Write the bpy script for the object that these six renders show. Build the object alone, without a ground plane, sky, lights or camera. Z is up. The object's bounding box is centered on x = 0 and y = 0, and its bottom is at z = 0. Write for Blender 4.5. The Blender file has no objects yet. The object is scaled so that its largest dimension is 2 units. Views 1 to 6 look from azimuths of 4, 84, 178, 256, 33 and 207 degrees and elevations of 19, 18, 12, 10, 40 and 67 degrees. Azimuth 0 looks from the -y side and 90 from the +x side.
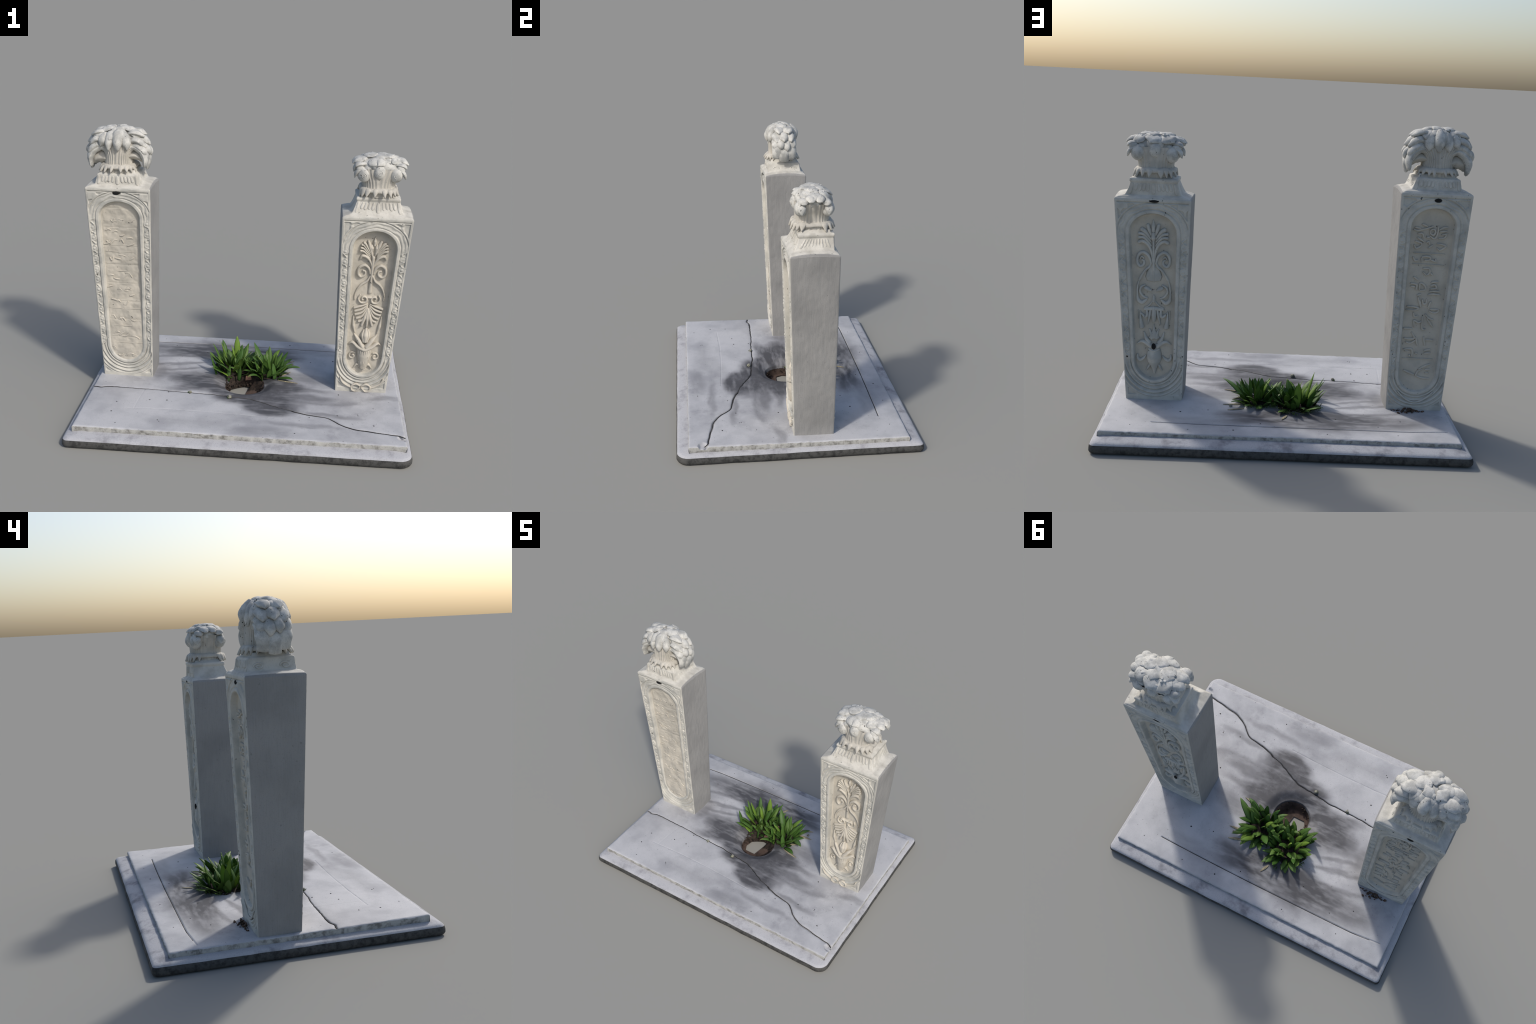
import bpy, math
import numpy as np
from mathutils import Vector, Matrix, Quaternion

rng = np.random.default_rng(7)

# ------------------------------------------------------------------ noise
def _hash(ix, iy, iz, seed):
    h = (ix * 374761393 + iy * 668265263 + iz * 2147483647 + seed * 974711) & 0xFFFFFFFF
    h = ((h ^ (h >> 13)) * 1274126177) & 0xFFFFFFFF
    return ((h ^ (h >> 16)) & 0xFFFF) / 65535.0 * 2 - 1

def vnoise(x, y, z, freq, seed=0):
    """smooth value noise in -1..1, vectorised"""
    x, y, z = np.broadcast_arrays(np.asarray(x, float) * freq + 100, np.asarray(y, float) * freq + 100, np.asarray(z, float) * freq + 100)
    ix, iy, iz = np.floor(x).astype(np.int64), np.floor(y).astype(np.int64), np.floor(z).astype(np.int64)
    fx, fy, fz = x - ix, y - iy, z - iz
    fx, fy, fz = [f * f * (3 - 2 * f) for f in (fx, fy, fz)]
    r = 0
    for a in (0, 1):
        for b in (0, 1):
            for c in (0, 1):
                w = (fx if a else 1 - fx) * (fy if b else 1 - fy) * (fz if c else 1 - fz)
                r = r + w * _hash(ix + a, iy + b, iz + c, seed)
    return r

def sstep(a, b, x):
    t = np.clip((x - a) / (b - a), 0, 1)
    return t * t * (3 - 2 * t)

# ------------------------------------------------------------------ mesh helpers
def mesh_from(name, verts, faces, mats, midx=None, smooth=True):
    me = bpy.data.meshes.new(name)
    verts = np.asarray(verts, np.float32)
    if isinstance(faces, np.ndarray):
        n = faces.shape[1]
        me.vertices.add(len(verts)); me.vertices.foreach_set("co", verts.ravel())
        me.loops.add(faces.size); me.loops.foreach_set("vertex_index", faces.astype(np.int32).ravel())
        me.polygons.add(len(faces))
        me.polygons.foreach_set("loop_start", np.arange(0, faces.size, n, dtype=np.int32))
        me.update(calc_edges=True)
    else:
        me.from_pydata([tuple(map(float, v)) for v in verts], [], faces)
    for m in (mats if isinstance(mats, (list, tuple)) else [mats]):
        me.materials.append(m)
    if midx is not None:
        me.polygons.foreach_set("material_index", np.asarray(midx, np.int32))
    me.polygons.foreach_set("use_smooth", np.full(len(me.polygons), smooth))
    me.update()
    return me

def add(name, me, parent=None, matrix=None):
    ob = bpy.data.objects.new(name, me)
    bpy.context.scene.collection.objects.link(ob)
    if parent is not None:
        ob.parent = parent
    if matrix is not None:
        ob.matrix_world = matrix
    return ob

def grid_faces(nr, nc, wrap=False):
    i = np.arange(nr - 1)[:, None]; j = np.arange(nc if wrap else nc - 1)[None, :]
    a = i * nc + j; b = i * nc + (j + 1) % nc
    return np.stack([a, b, b + nc, a + nc], -1).reshape(-1, 4)

def catmull(P, n):
    P = np.asarray(P, float)
    if len(P) == 2:
        t = np.linspace(0, 1, n)[:, None]
        return P[0] * (1 - t) + P[1] * t
    Q = np.vstack([2 * P[0] - P[1], P, 2 * P[-1] - P[-2]])
    out = []
    for u in np.linspace(0, len(P) - 1, n):
        k = min(int(u), len(P) - 2); t = u - k
        p0, p1, p2, p3 = Q[k:k + 4]
        out.append(.5 * ((2 * p1) + (p2 - p0) * t + (2 * p0 - 5 * p1 + 4 * p2 - p3) * t * t + (3 * p1 - p0 - 3 * p2 + p3) * t ** 3))
    return np.array(out)

def sweep(path, normals, widths, heights, nsec=10, lump=0.0, seed=0, lens=0.0):
    """elliptical section carried along a path; closed, rounded ends. returns verts, faces"""
    path = np.asarray(path, float); n = len(path)
    N = np.broadcast_to(np.asarray(normals, float), path.shape)
    w = np.broadcast_to(np.asarray(widths, float), (n,)); h = np.broadcast_to(np.asarray(heights, float), (n,))
    T = np.gradient(path, axis=0); T /= np.linalg.norm(T, axis=1)[:, None] + 1e-12
    S = np.cross(T, N); S /= np.linalg.norm(S, axis=1)[:, None] + 1e-12
    N = np.cross(S, T)
    th = np.linspace(0, 2 * np.pi, nsec, endpoint=False)
    c, s = np.cos(th), np.sin(th)
    if lens:                                            # leaf section: sharp sides, crease along the middle
        s = s * ((1 - lens) + lens * np.abs(s)) * (1 - .30 * lens * np.exp(-(c / .28) ** 2))
    rings = []
    for k, q in ((0, -1), (n - 1, 1)):
        e = np.minimum(w[k], h[k]) * .5
        r = (path[k] + T[k] * q * e * .85)[None, :] + .55 * (S[k] * w[k] * c[:, None] + N[k] * h[k] * s[:, None])
        rings.append(r)
    mid = path[:, None, :] + S[:, None, :] * (w[:, None] * c)[..., None] + N[:, None, :] * (h[:, None] * s)[..., None]
    V = np.concatenate([rings[0][None], mid, rings[1][None]], 0)
    nr = len(V); V = V.reshape(-1, 3)
    tip0 = path[0] - T[0] * min(w[0], h[0]) * .6; tip1 = path[-1] + T[-1] * min(w[-1], h[-1]) * .6
    if lump:
        d = vnoise(V[:, 0], V[:, 1], V[:, 2], 28, seed) + .5 * vnoise(V[:, 0], V[:, 1], V[:, 2], 70, seed + 3)
        cen = np.concatenate([path[:1], path, path[-1:]], 0).repeat(nsec, 0)
        D = V - cen; L = np.linalg.norm(D, axis=1)[:, None] + 1e-9
        V = V + D / L * (d * lump)[:, None]
    V = np.vstack([V, tip0, tip1])
    F = grid_faces(nr, nsec, True).tolist()
    a, b = nr * nsec, nr * nsec + 1
    for j in range(nsec):
        F.append([a, (j + 1) % nsec, j]); F.append([b, (nr - 1) * nsec + j, (nr - 1) * nsec + (j + 1) % nsec])
    return V, F

def ball(center, rad, nu=20, nv=12, lump=0, seed=0, axis=None):
    u = np.linspace(0, 2 * np.pi, nu, endpoint=False); v = np.linspace(0, np.pi, nv)[1:-1]
    P = np.stack([np.outer(np.sin(v), np.cos(u)), np.outer(np.sin(v), np.sin(u)), np.outer(np.cos(v), np.ones(nu))], -1).reshape(-1, 3)
    P = np.vstack([P, [0, 0, 1], [0, 0, -1]])
    V = P * np.asarray(rad, float)
    if lump:
        Q = V + np.asarray(center)
        d = vnoise(Q[:, 0], Q[:, 1], Q[:, 2], 22, seed) + .5 * vnoise(Q[:, 0], Q[:, 1], Q[:, 2], 55, seed + 1)
        V = V + P * (d * lump)[:, None]
    if axis is not None:
        q = Vector((0, 0, 1)).rotation_difference(Vector(axis))
        V = V @ np.array(q.to_matrix()).T
    V = V + np.asarray(center)
    nr = nv - 2
    F = grid_faces(nr, nu, True)[:, ::-1].tolist()
    a, b = nr * nu, nr * nu + 1
    for j in range(nu):
        F.append([a, j, (j + 1) % nu]); F.append([b, (nr - 1) * nu + (j + 1) % nu, (nr - 1) * nu + j])
    return V, F

def join(parts):
    V, F, o = [], [], 0
    for v, f in parts:
        V.append(np.asarray(v)); F += [[i + o for i in q] for q in f]; o += len(v)
    return np.vstack(V), F

# ------------------------------------------------------------------ materials
class NT:
    def __init__(s, name):
        s.m = bpy.data.materials.new(name); s.m.use_nodes = True
        s.t = s.m.node_tree; s.b = s.t.nodes["Principled BSDF"]
        s.co = s.n("ShaderNodeTexCoord").outputs["Object"]
    def n(s, kind, **kw):
        x = s.t.nodes.new(kind)
        for k, v in kw.items():
            setattr(x, k, v)
        return x
    def put(s, sock, val):
        if hasattr(val, "links") or isinstance(val, bpy.types.NodeSocket):
            s.t.links.new(val, sock)
        else:
            sock.default_value = val
    def math(s, op, a, b=0.0, clamp=False):
        x = s.n("ShaderNodeMath", operation=op, use_clamp=clamp); s.put(x.inputs[0], a); s.put(x.inputs[1], b); return x.outputs[0]
    def noise(s, scale, detail=3, vec=None, rough=.55, stretch=None):
        v = vec or s.co
        if stretch:
            mp = s.n("ShaderNodeMapping"); s.put(mp.inputs[0], v); mp.inputs["Scale"].default_value = stretch; v = mp.outputs[0]
        x = s.n("ShaderNodeTexNoise"); s.put(x.inputs["Vector"], v)
        x.inputs["Scale"].default_value = scale; x.inputs["Detail"].default_value = detail; x.inputs["Roughness"].default_value = rough
        return x.outputs["Fac"]
    def ramp(s, fac, lo, hi):
        x = s.n("ShaderNodeMapRange", interpolation_type="SMOOTHSTEP"); s.put(x.inputs["Value"], fac)
        x.inputs["From Min"].default_value = lo; x.inputs["From Max"].default_value = hi
        return x.outputs["Result"]
    def mix(s, fac, a, b, mode="MIX"):
        x = s.n("ShaderNodeMix", data_type="RGBA", blend_type=mode); s.put(x.inputs[0], fac)
        s.put(x.inputs[6], (*a, 1) if isinstance(a, tuple) else a); s.put(x.inputs[7], (*b, 1) if isinstance(b, tuple) else b)
        return x.outputs[2]
    def bump(s, h, strength, dist=.002):
        x = s.n("ShaderNodeBump"); x.inputs["Strength"].default_value = strength; x.inputs["Distance"].default_value = dist
        s.put(x.inputs["Height"], h); s.t.links.new(x.outputs[0], s.b.inputs["Normal"])
    def done(s, col, rough=.8):
        s.put(s.b.inputs["Base Color"], col); s.put(s.b.inputs["Roughness"], rough)
        s.b.inputs["Specular IOR Level"].default_value = .3
        return s.m

def stone(name, base, alt, dark, cloud=7, speck=.30, grain=.25, tool=None, specksize=60, bumpd=.0015, streak=0):
    """weathered marble: clouds of two tones, fine grain, sparse dark pits"""
    t = NT(name)
    c = t.mix(t.ramp(t.noise(cloud, 4), .38, .66), base, alt)
    g = t.noise(190, 2)
    c = t.mix(t.math("MULTIPLY", t.ramp(g, .5, .75), grain), c, dark)
    if streak:
        c = t.mix(t.math("MULTIPLY", t.ramp(t.noise(3, 4, stretch=(30, 30, 1.2)), .45, .75), streak), c, dark)
    h = t.noise(120, 3)
    if tool:
        tn = t.noise(6, 4, stretch=tool)
        c = t.mix(t.math("MULTIPLY", t.ramp(tn, .42, .7), .16), c, dark)
        h = t.math("ADD", h, t.math("MULTIPLY", tn, 1.6))
    if speck:
        pit = t.math("MULTIPLY", t.ramp(t.noise(specksize, 2, stretch=(1, 1, .8)), .69, .735), t.ramp(t.noise(9, 2), .42, .58))
        c = t.mix(t.math("MULTIPLY", pit, speck * 3, True), c, (.035, .033, .03))
        h = t.math("SUBTRACT", h, t.math("MULTIPLY", pit, 1.5))
    t.bump(h, .35, bumpd)
    return t.done(c, .75)

M_frame = stone("carved_marble", (.52, .502, .448), (.395, .388, .352), (.29, .28, .25), cloud=12, speck=.34)
M_panel = stone("warm_panel_marble", (.53, .49, .415), (.43, .402, .345), (.33, .285, .22), cloud=9, speck=.28)
M_side = stone("grey_side_marble", (.30, .294, .282), (.25, .246, .237), (.165, .162, .156), cloud=3, speck=.08, tool=(28, 28, 1.3), grain=.3)  # darker, more neutral grey than the front and back faces, with vertical streaks
M_cap = stone("cap_marble", (.56, .54, .485), (.43, .412, .365), (.32, .30, .27), cloud=15, speck=.3)
M_finial = stone("finial_marble", (.55, .54, .50), (.36, .358, .335), (.17, .17, .16), cloud=22, speck=.65, specksize=80, grain=.35)
M_under = stone("stem_marble", (.50, .475, .42), (.41, .39, .345), (.26, .24, .21), cloud=16, speck=.2)

# slab: white marble with dappled tree shadows painted in as dark patches and streaks
def slab_material():
    t = NT("slab_marble")
    c = t.mix(t.ramp(t.noise(5, 4), .35, .7), (.455, .456, .467), (.345, .347, .362))
    c = t.mix(t.math("MULTIPLY", t.ramp(t.noise(230, 2), .5, .72), .30), c, (.24, .24, .265))
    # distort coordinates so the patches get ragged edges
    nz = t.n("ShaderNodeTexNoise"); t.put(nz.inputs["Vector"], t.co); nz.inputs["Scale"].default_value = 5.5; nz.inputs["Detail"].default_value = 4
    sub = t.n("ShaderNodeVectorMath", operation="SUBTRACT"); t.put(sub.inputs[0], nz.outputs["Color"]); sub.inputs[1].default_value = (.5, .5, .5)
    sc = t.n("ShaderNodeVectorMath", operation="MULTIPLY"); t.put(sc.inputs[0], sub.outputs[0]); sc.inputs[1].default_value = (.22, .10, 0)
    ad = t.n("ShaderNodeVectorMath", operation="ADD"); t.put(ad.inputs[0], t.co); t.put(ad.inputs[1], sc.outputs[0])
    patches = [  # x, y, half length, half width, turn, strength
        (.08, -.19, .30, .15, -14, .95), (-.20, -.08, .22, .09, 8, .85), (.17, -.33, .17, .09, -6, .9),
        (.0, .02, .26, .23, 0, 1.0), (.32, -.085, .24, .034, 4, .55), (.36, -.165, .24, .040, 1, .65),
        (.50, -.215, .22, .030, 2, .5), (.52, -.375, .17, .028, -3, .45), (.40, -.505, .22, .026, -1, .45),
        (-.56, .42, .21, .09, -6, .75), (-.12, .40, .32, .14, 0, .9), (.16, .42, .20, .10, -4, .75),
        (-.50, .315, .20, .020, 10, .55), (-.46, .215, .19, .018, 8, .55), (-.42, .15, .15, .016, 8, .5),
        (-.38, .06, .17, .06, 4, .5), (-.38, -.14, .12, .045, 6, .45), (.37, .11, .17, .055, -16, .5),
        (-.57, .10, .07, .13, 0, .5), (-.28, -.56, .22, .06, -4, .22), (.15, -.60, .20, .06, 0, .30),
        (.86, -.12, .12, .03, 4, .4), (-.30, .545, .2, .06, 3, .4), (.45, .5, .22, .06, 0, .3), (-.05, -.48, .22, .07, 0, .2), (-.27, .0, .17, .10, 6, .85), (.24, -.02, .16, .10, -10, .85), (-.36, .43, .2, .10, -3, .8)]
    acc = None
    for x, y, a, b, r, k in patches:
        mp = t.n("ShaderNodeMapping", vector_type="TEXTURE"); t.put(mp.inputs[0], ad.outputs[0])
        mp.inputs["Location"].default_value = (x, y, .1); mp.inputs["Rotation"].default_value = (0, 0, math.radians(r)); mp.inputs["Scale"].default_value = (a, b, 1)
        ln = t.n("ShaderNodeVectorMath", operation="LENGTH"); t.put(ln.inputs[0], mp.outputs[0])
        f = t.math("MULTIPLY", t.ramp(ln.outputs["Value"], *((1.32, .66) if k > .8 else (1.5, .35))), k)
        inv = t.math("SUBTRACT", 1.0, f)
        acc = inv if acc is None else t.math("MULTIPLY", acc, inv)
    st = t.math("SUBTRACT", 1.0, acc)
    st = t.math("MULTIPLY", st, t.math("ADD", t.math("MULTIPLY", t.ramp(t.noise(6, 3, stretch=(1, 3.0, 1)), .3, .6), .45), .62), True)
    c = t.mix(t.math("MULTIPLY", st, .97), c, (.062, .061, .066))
    # scattered grey grime
    c = t.mix(t.math("MULTIPLY", t.ramp(t.noise(4, 6, rough=.7), .52, .74), .55), c, (.20, .20, .215))
    pit = t.ramp(t.noise(85, 1), .745, .77)
    c = t.mix(t.math("MULTIPLY", pit, .6), c, (.06, .06, .06))
    t.bump(t.noise(210, 3), .35, .0015)
    return t.done(c, .6)
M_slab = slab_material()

def grime(name, base, dark, lo, hi, scale=24, bright=None):
    t = NT(name)
    c = t.mix(t.ramp(t.noise(scale, 5, rough=.65), lo, hi), base, dark)
    if bright:
        c = t.mix(t.math("MULTIPLY", t.ramp(t.noise(18, 3, stretch=(1, 1, .15)), .56, .7), .7), c, bright)
    c = t.mix(t.math("MULTIPLY", t.ramp(t.noise(160, 2), .5, .75), .35), c, dark)
    t.bump(t.noise(90, 4), .5, .003)
    return t.done(c, .85)
M_slabside = grime("slab_edge_stone", (.40, .395, .37), (.17, .165, .15), .42, .68, 26, (.50, .49, .46))
M_step = grime("step_stone", (.40, .402, .42), (.19, .19, .205), .46, .74, 7)
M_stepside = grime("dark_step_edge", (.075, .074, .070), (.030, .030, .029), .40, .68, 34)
M_soil = grime("soil", (.042, .029, .021), (.012, .009, .007), .38, .62, 55)
M_clay = grime("clay_wall", (.085, .058, .047), (.025, .019, .016), .4, .75, 14)
M_dark = grime("crack_dark_fill", (.045, .043, .04), (.02, .02, .018), .4, .6, 60)
M_hole = grime("iron_socket", (.012, .012, .013), (.006, .006, .006), .4, .6, 60)
M_brick = grime("broken_pot", (.30, .17, .12), (.12, .075, .055), .4, .7, 30)
M_pebble = grime("pebble", (.30, .29, .24), (.07, .075, .05), .4, .65, 90)
M_moss = grime("moss_tuft", (.10, .17, .03), (.04, .07, .015), .4, .65, 80)
M_litter = grime("leaf_litter", (.16, .10, .07), (.02, .014, .01), .35, .65, 70)
M_straw = grime("dry_blade", (.34, .30, .20), (.16, .13, .08), .4, .7, 40)

def leaf_material():
    t = NT("green_leaf")
    oi = t.n("ShaderNodeObjectInfo").outputs["Random"]
    sep = t.n("ShaderNodeSeparateXYZ"); t.put(sep.inputs[0], t.n("ShaderNodeTexCoord").outputs["Generated"])
    c = t.mix(oi, (.055, .125, .024), (.115, .20, .045))
    c = t.mix(t.math("MULTIPLY", t.ramp(oi, .80, .95), .7), c, (.20, .33, .045))
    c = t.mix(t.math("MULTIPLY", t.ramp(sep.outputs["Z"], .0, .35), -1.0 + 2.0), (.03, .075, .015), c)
    c = t.mix(t.math("MULTIPLY", t.ramp(t.noise(30, 3, stretch=(6, 6, .6)), .45, .75), .35), c, (.03, .085, .012))
    c = t.mix(t.math("MULTIPLY", t.ramp(sep.outputs["Z"], .95, 1.0), .5), c, (.25, .22, .08))
    t.bump(t.noise(60, 2, stretch=(5, 5, .4)), .25, .002)
    t.done(c, .42)
    tr = t.n("ShaderNodeBsdfTranslucent"); t.put(tr.inputs[0], t.mix(.5, c, (.25, .42, .03)))
    mx = t.n("ShaderNodeMixShader"); mx.inputs[0].default_value = .16
    out = [n for n in t.t.nodes if n.type == "OUTPUT_MATERIAL"][0]
    t.t.links.new(t.b.outputs[0], mx.inputs[1]); t.t.links.new(tr.outputs[0], mx.inputs[2]); t.t.links.new(mx.outputs[0], out.inputs[0])
    return t.m
M_leaf = leaf_material()

# ------------------------------------------------------------------ the monument
grave = bpy.data.objects.new("marble_grave", None)
bpy.context.scene.collection.objects.link(grave)
grave["label"] = "white marble grave with two carved pillars on a stepped cracked slab"
grave["category"] = "grave monument"

# ---- lower step: rounded rectangle loft
def rrect(x0, x1, y0, y1, r, n=12, per=60):
    """closed ring of points; r = four corner radii (--, +-, ++, -+)"""
    pts = []
    cs = [((x0, y0), r[0], 180), ((x1, y0), r[1], 270), ((x1, y1), r[2], 0), ((x0, y1), r[3], 90)]
    ends = []
    for (cx, cy), rr, a0 in cs:
        ox = cx + rr if cx == x0 else cx - rr; oy = cy + rr if cy == y0 else cy - rr
        a = np.radians(a0 + np.linspace(0, 90, n))
        ends.append(np.stack([ox + rr * np.cos(a), oy + rr * np.sin(a)], -1))
    for k in range(4):
        pts.append(ends[k])
        p, q = ends[k][-1], ends[(k + 1) % 4][0]
        t = np.linspace(0, 1, per + 2)[1:-1, None]
        pts.append(p * (1 - t) + q * t)
    return np.vstack(pts)

def ring_loft(name, rows, mat, parent, wob=0, seed=0, per=60):
    R = []
    for (x0, x1, y0, y1, r, z) in rows:
        p = rrect(x0, x1, y0, y1, r, per=per)
        d = wob * (vnoise(p[:, 0], p[:, 1], z, 9, seed) + .5 * vnoise(p[:, 0], p[:, 1], z, 30, seed + 1))
        cx, cy = (x0 + x1) / 2, (y0 + y1) / 2
        out = p - [cx, cy]; out /= np.linalg.norm(out, axis=1)[:, None]
        p = p + out * d[:, None]
        zz = np.full(len(p), z) if np.isscalar(z) else z
        R.append(np.column_stack([p, zz + (wob * .35 * vnoise(p[:, 0], p[:, 1], 3, 14, seed + 2) if z > .004 else 0)]))
    n = len(R[0])
    me = mesh_from(name, np.vstack(R), grid_faces(len(R), n, True), mat)
    return add(name, me, parent)

def steprow(i, z):
    return (-.996 + i, .997 - i, -.741 + i, .745 - i, (.032, .068, .026, .024), z)
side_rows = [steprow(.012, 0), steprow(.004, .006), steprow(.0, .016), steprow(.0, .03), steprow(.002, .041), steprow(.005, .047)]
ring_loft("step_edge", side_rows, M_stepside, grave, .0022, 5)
top_rows = [steprow(.005, .047), steprow(.009, .053), steprow(.016, .0585), steprow(.026, .061), steprow(.045, .066), steprow(.075, .071), steprow(.12, .071)]
ring_loft("step_top", top_rows, M_step, grave, .0022, 5)

# ---- upper slab: height field with crack, joints, bowl round the planting hole, folded down at the edges
SX0, SX1, SY0, SY1 = -.949, .965, -.667, .659
def slab_z(x, y):
    return .1005 - .0055 * (y / .66) + .0012 * vnoise(x, y, 0, 3, 41) + .0006 * vnoise(x, y, 0, 14, 42) - .005 * np.exp(-((x - .65) / .35) ** 2 - ((y + .1) / .45) ** 2) - .005 * np.exp(-((x + .3) / .6) ** 2 - ((y - .08) / .15) ** 2) + .0045 * np.exp(-((x + .45) / .35) ** 2 - ((y + .36) / .16) ** 2)
crack_main = [(-.945, -.172), (-.90, -.178), (-.86, -.166), (-.80, -.165), (-.70, -.170), (-.61, -.172), (-.52, -.178), (-.40, -.188), (-.33, -.192), (-.20, -.195), (-.085, -.212), (.04, -.226), (.13, -.263), (.22, -.308), (.30, -.336),
              (.37, -.364), (.45, -.378), (.51, -.392), (.55, -.418), (.59, -.460), (.63, -.485), (.68, -.508), (.78, -.528), (.87, -.543), (.925, -.553), (.962, -.575)]
joint_back = [(-.90, .515), (-.70, .533), (-.30, .535), (.0, .535), (.30, .532), (.58, .527), (.70, .524)]
joint_front = [(-.70, -.43), (-.62, -.427), (-.43, -.420), (-.19, -.422), (.02, -.43), (.20, -.44)]
joint_cross = [(-.62, -.180), (-.63, -.30), (-.637, -.43)]
def dist_poly(x, y, P):
    d = np.full(x.shape, 9.0)
    for (ax, ay), (bx, by) in zip(P[:-1], P[1:]):
        vx, vy = bx - ax, by - ay
        t = np.clip(((x - ax) * vx + (y - ay) * vy) / (vx * vx + vy * vy), 0, 1)
        d = np.minimum(d, np.hypot(x - ax - t * vx, y - ay - t * vy))
    return d
crack_c = catmull(crack_main, 200)
crack_c[:, 1] += .0025 * vnoise(crack_c[:, 0], 0, 0, 40, 9)
HX, HY = -.012, .008    # middle of the planting hole
def hole_r(x, y):
    return np.hypot((x - HX) / 1.03, (y - HY)) * (1 + .03 * vnoise(x, y, 0, 9, 77))

inner = lambda a, b, n: np.linspace(a + .010, b - .010, n)
xs = np.concatenate([[SX0 + .004, SX0, SX0 + .0015, SX0 + .005], inner(SX0, SX1, 620), [SX1 - .005, SX1 - .0015, SX1, SX1 - .004]])
ys = np.concatenate([[SY0 + .004, SY0, SY0 + .0015, SY0 + .005], inner(SY0, SY1, 430), [SY1 - .005, SY1 - .0015, SY1, SY1 - .004]])
fold = np.array([.040, .009, .003, .0005])
dx = np.concatenate([fold, np.zeros(620), fold[::-1]]); dy = np.concatenate([fold, np.zeros(430), fold[::-1]])
X, Y = np.meshgrid(xs, ys); D = np.maximum(*np.meshgrid(dx, dy))
Z = slab_z(X, Y) - D
side_w = np.clip(D / .04, 0, 1) * .7 + .3 * (D > .002)
X = X + side_w * .004 * vnoise(X, Y, Z, 38, 12) * (np.abs(X - (SX0 + SX1) / 2) > .94)
Y = Y + side_w * .004 * vnoise(X, Y, Z, 38, 13) * (np.abs(Y - (SY0 + SY1) / 2) > .645)
near_edge = np.minimum.reduce([X - SX0, SX1 - X, Y - SY0, SY1 - Y])
Z -= .003 * np.exp(-near_edge / .008) * (1 + vnoise(X, Y, 0, 45, 15)) * (D < .006)
dc = dist_poly(X, Y, crack_c.tolist())
cw = .0026 + .0016 * vnoise(X, 0, 0, 12, 8) + .0022 * (X > .3) + .001 * (X < -.6)
top = D < .002
Z -= top * .011 * np.exp(-(dc / cw) ** 2)
Z += top * .0025 * np.exp(-(dc / .016) ** 2) * -1
Z -= top * .006 * np.exp(-(dist_poly(X, Y, joint_back) / .0035) ** 2)
Z -= top * .0018 * np.exp(-(dist_poly(X, Y, joint_front) / .003) ** 2) * (1 + .6 * vnoise(X, Y, 0, 25, 3))
Z -= top * .001 * np.exp(-(dist_poly(X, Y, joint_cross) / .003) ** 2)
# broken chip where the crack meets the +x edge
chip = sstep(.034, .016, np.hypot((X - .953) / 1.2, (Y + .582) / 1.0) + .004 * vnoise(X, Y, 0, 60, 5))
Z -= chip * .016 * (D < .02)
rr = hole_r(X, Y)
Z -= top * (.026 * sstep(.205, .126, rr) ** 1.5 + .022 * sstep(.128, .118, rr))
keep = rr > .117
nr, nc = X.shape
F = grid_faces(nr, nc)
kq = keep.ravel()[F].all(1)
Dq = D.ravel()[F].max(1)
F = F[kq]; mi = (Dq[kq] > .006).astype(int)
Vs = np.stack([X, Y, Z], -1).reshape(-1, 3)
used = np.unique(F); remap = np.full(len(Vs), -1); remap[used] = np.arange(len(used))
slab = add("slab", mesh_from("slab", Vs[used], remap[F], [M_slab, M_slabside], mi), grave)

def on_slab(x, y, up=0.0):
    return np.array([x, y, float(slab_z(np.array(x), np.array(y))) + up])

def groove_fill(name, P, w, depth):
    P = np.asarray(P); path = np.column_stack([P, slab_z(P[:, 0], P[:, 1]) - depth])
    ww = w * (1 + .35 * vnoise(P[:, 0], P[:, 1], 0, 30, 21))
    v, f = sweep(path, (0, 0, 1), ww, .0025, 6)
    return add(name, mesh_from(name, v, f, M_dark), slab)
a, b = crack_c[crack_c[:, 0] < -.09], crack_c[crack_c[:, 0] >= -.1]
groove_fill("crack_dark_fill", a, .0026, .0048)
groove_fill("crack_dark_fill", b[b[:, 0] < .31], .0020, .0052)
groove_fill("crack_dark_fill", b[b[:, 0] > .30], .0029, .0048)
groove_fill("joint_dark_fill", catmull(joint_back, 120)[8:], .0022, .0040)

# ---- hole lining, soil
poly = np.array([(-.012, -.037), (-.092, -.036), (-.112, .005), (-.100, .062), (-.070, .085), (-.020, .112), (.020, .104), (.004, .055)])
ang = np.linspace(-np.pi, np.pi, 96, endpoint=False)
def ray_poly(a):
    d = np.array([np.cos(a), np.sin(a)]); o = np.array([-.045, .03]); best = 1
    for p, q in zip(poly, np.roll(poly, -1, 0)):
        e = q - p; den = d[0] * e[1] - d[1] * e[0]
        if abs(den) < 1e-9: continue
        t = ((p[0] - o[0]) * e[1] - (p[1] - o[1]) * e[0]) / den; s = ((p[0] - o[0]) * d[1] - (p[1] - o[1]) * d[0]) / den
        if t > 0 and -1e-6 <= s <= 1 + 1e-6: best = min(best, t)
    return o + d * best
Pin = np.array([ray_poly(a) for a in ang])
Pout = np.stack([HX + .132 * np.cos(ang), HY + .130 * np.sin(ang)], -1)
rows = []
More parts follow.
